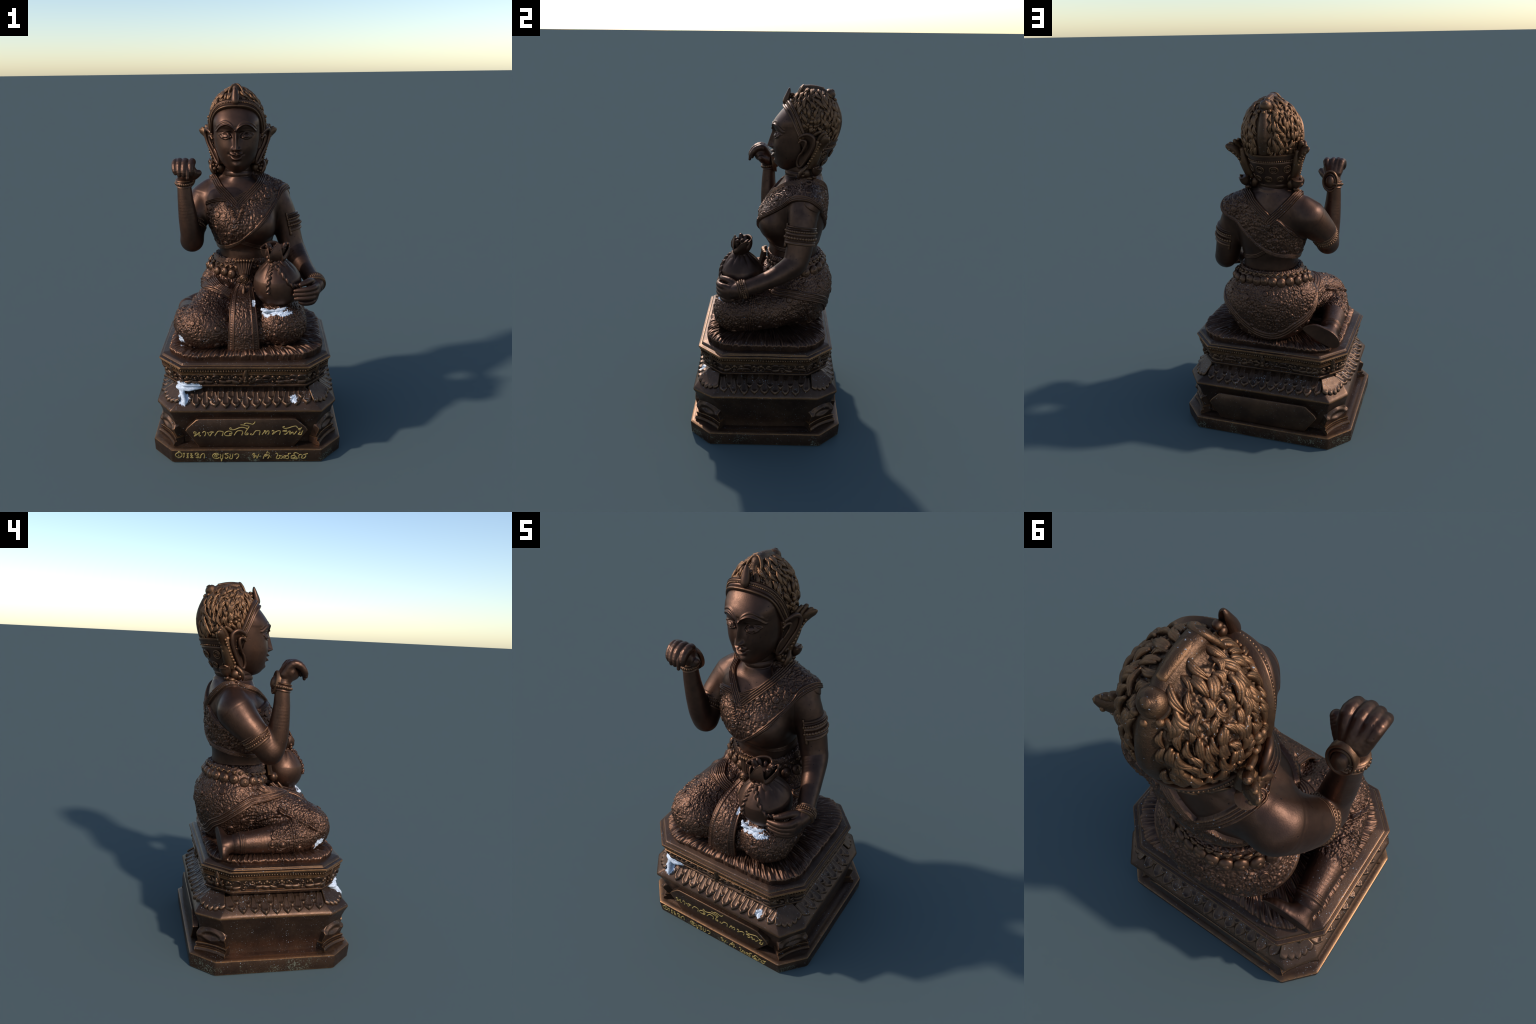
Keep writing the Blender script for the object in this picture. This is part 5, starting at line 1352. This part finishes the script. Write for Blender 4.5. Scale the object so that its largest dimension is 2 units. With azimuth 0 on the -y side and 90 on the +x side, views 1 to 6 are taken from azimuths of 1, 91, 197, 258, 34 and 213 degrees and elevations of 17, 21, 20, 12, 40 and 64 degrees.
# armband, her left: an open cuff on the outer half of the arm
C, AX = (.243, .188, 1.206), (.22, -.10, -1)
pf2 = [(-.052, -.015), (-.052, .002), (-.048, .005), (-.043, .002), (-.040, .001), (-.036, .0045), (-.032, .001), (-.014, .001), (-.010, .0045), (-.005, .0045), (-.001, .001), (.024, .001), (.028, .005), (.033, .002), (.037, .002), (.041, .005), (.046, .005), (.050, .001), (.050, -.015)]
sp = (-100, 100)
AL = link("armband", clean(mesh_np("armband", *cuff([], C, AX, (1, .25, 0), .0735, pf2, sp, rx=1.12), M_JEWEL), 60), FIG)
bd = bead_ring(C, AX, (1, .25, 0), .0765, .0125, (.0095, .0095, .0095), 20, sp, 1.12) + bead_ring(C, AX, (1, .25, 0), .0765, -.024, (.0075, .0085, .0075), 24, sp, 1.12)
d, u, v = frame_of(AX, (1, .25, 0))
for a in sp:                                  # upright bars closing the two ends
    ca = np.array(C) + .073*(math.cos(math.radians(a))*u + 1.10*math.sin(math.radians(a))*v)
    bd.append(tube_geo([ca - d*.062, ca - d*.03, ca + d*.03, ca + d*.070], [.005, .007, .007, .008], 12, 14))
link("armband_bead", clean(mesh_np("armband_bead", *join_geo(bd), M_JEWEL)), AL)
# bracelets
C, AX = (-.331, -.001, 1.482), (.0, -.18, 1)
pf = [(-.022, -.010), (-.022, .003), (-.019, .0055), (-.015, .003), (-.012, .002), (-.009, .0055), (-.004, .0085), (.003, .0085), (.008, .0055), (.010, .002), (.013, .0035), (.016, .0065), (.020, .0045), (.021, -.008)]
BR = link("bracelet", clean(mesh_np("bracelet", *cuff([], C, AX, (1, 0, 0), .0400, pf, rx=1.02), M_JEWEL), 60), FIG)
bd = bead_ring(C, AX, (1, 0, 0), .0470, -.001, (.0055, .0055, .0075), 26)
link("bracelet_bead", mesh_np("bracelet_bead", *join_geo(bd), M_JEWEL), BR)
C, AX = (.391, -.130, .936), (.16, -.96, -.22)
pf = [(-.026, -.012), (-.026, .004), (-.022, .008), (-.017, .006), (-.012, .005), (.010, .005), (.013, .0085), (.017, .0085), (.020, .005), (.023, .0075), (.026, .006), (.027, -.010)]
BL_ = link("bracelet", clean(mesh_np("bracelet", *cuff([], C, AX, (0, 0, 1), .0455, pf, rx=1.0), M_JEWEL), 60), FIG)
bd = bead_ring(C, AX, (0, 0, 1), .0500, -.008, (.006, .006, .006), 30) + bead_ring(C, AX, (0, 0, 1), .0500, .003, (.006, .006, .006), 30)
link("bracelet_bead", mesh_np("bracelet_bead", *join_geo(bd), M_JEWEL), BL_)
# domed medallion on the back of her right wrist
AX = (.03, 1, -.02)
dome = lathe_geo([(.059, -.018), (.059, .004), (.056, .007), (.051, .007), (.048, .002), (.045, .001), (.043, .005), (.038, .006), (.036, .002), (.034, .004), (.031, .012), (.024, .019), (.014, .0235), (.001, .025)], 40, (0, 0, 0), (0, 0, 1))
V, F = dome; V = np.asarray(V); Q = np.column_stack([V[:, 0]*.76, V[:, 2]*.95, V[:, 1]*1.02])
d, u, v = frame_of(AX, (0, 0, 1)); low = Q[:, 2] < -.0
V = np.array((-.315, .036, 1.503)) + Q[:, [0]]*np.array((1., 0, 0)) + Q[:, [1]]*d + Q[:, [2]]*np.array((0, -.14, 1))
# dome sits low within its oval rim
link("wrist_medallion", clean(mesh_np("wrist_medallion", V, F, M_JEWEL), 70), FIG)

# belt: round bosses and a row of links above them
def hip_point(deg, zz):
    """point on the skirt surface at a bearing (0 = front, 90 = her left) and height"""
    near = np.abs(LV[:, 2] - zz) < .006
    W = LV[near]; a = np.degrees(np.arctan2(W[:, 0] + .008, -(W[:, 1] - .165)))
    i = np.argmin(np.abs((a - deg + 180) % 360 - 180)); return W[i]
def belt_z(deg, z_back, z_front): return z_front + (z_back - z_front)*(1 - math.cos(math.radians(deg)))/2
BOSS = mesh_np("belt_boss", *join_geo([ball_geo((0, 0, 0), (.028, .017, .029), 20, 14), ball_geo((0, .013, 0), (.012, .007, .012), 12, 9)]), M_JEWEL)
for deg in np.arange(30, 335, 15.2):
    zz = belt_z(deg, .982, .945); p = hip_point(deg, zz); t = math.radians(deg)
    ob = link("belt_boss", BOSS, FIG)
    nrm = np.array((math.sin(t), -math.cos(t), .28)); place(ob, (math.cos(t), math.sin(t), 0), nrm, p + nrm*.001)
LINK = mesh_np("belt_link", *join_geo([ball_geo((0, 0, 0), (.0165, .007, .0085), 12, 8), ball_geo((0, .004, -.006), (.008, .005, .007), 10, 7)]), M_JEWEL)
for deg in np.arange(20, 345, 10.8):
    zz = belt_z(deg, 1.022, .985); p = hip_point(deg, min(zz, 1.02)); t = math.radians(deg)
    ob = link("belt_link", LINK, FIG)
    nrm = np.array((math.sin(t), -math.cos(t), .1)); place(ob, (math.cos(t), math.sin(t), 0), nrm, p + nrm*.001 + np.array((0, 0, zz - p[2])))
# fan-shaped buckle top, and its round button
def fan():
    nu, nv = 41, 16; V = []
    for k in (0, 1):
        for j in range(nv):
            t = j/(nv-1)
            for i in range(nu):
                s = -1 + 2*i/(nu-1)
                w = .034 + .028*t**1.4
                pleat = .0035*math.cos(s*nu*.55)*(.4+.6*t)
                y = -.052 + .022*t + .018*s*s - .006*math.exp(-((t-.93)/.08)**2) + (-pleat if k == 0 else .014)
                V.append((-.006 + s*w, y, .955 + .084*t + .004*math.cos(s*3)*t))
    n = nu*nv; F = [tuple(q) for q in grid_faces(nv, nu)]; F += [tuple(reversed([i+n for i in f])) for f in F]
    b = [i for i in range(nu)] + [j*nu+nu-1 for j in range(1, nv)] + [(nv-1)*nu+i for i in range(nu-2, -1, -1)] + [j*nu for j in range(nv-2, 0, -1)]
    F += [(b[k], b[(k+1) % len(b)], b[(k+1) % len(b)]+n, b[k]+n) for k in range(len(b))]
    return np.array(V), F
link("buckle_fan", clean(mesh_np("buckle_fan", *fan(), M_JEWEL), 60), FIG)
btn = [ball_geo((-.008, -.052, .938), (.029, .026, .029), 24, 16)]
for R in (.020, .011):
    btn.append(tube_geo([(-.008 + R*math.cos(a), -.052 - math.sqrt(max(0, .0265**2 - R*R*.8)), .938 + R*math.sin(a)) for a in np.linspace(0, 2*np.pi, 26)], .0028, 8, cap=False))
link("buckle_button", clean(mesh_np("buckle_button", *join_geo(btn), M_JEWEL)), FIG)
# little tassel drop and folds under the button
tas = [tube_geo([(-.008, -.085, .905), (-.010, -.105, .880), (-.012, -.125, .850)], [.006, .010, .004], 10, 12)]
link("buckle_tassel", clean(mesh_np("buckle_tassel", *join_geo(tas), M_JEWEL)), FIG)
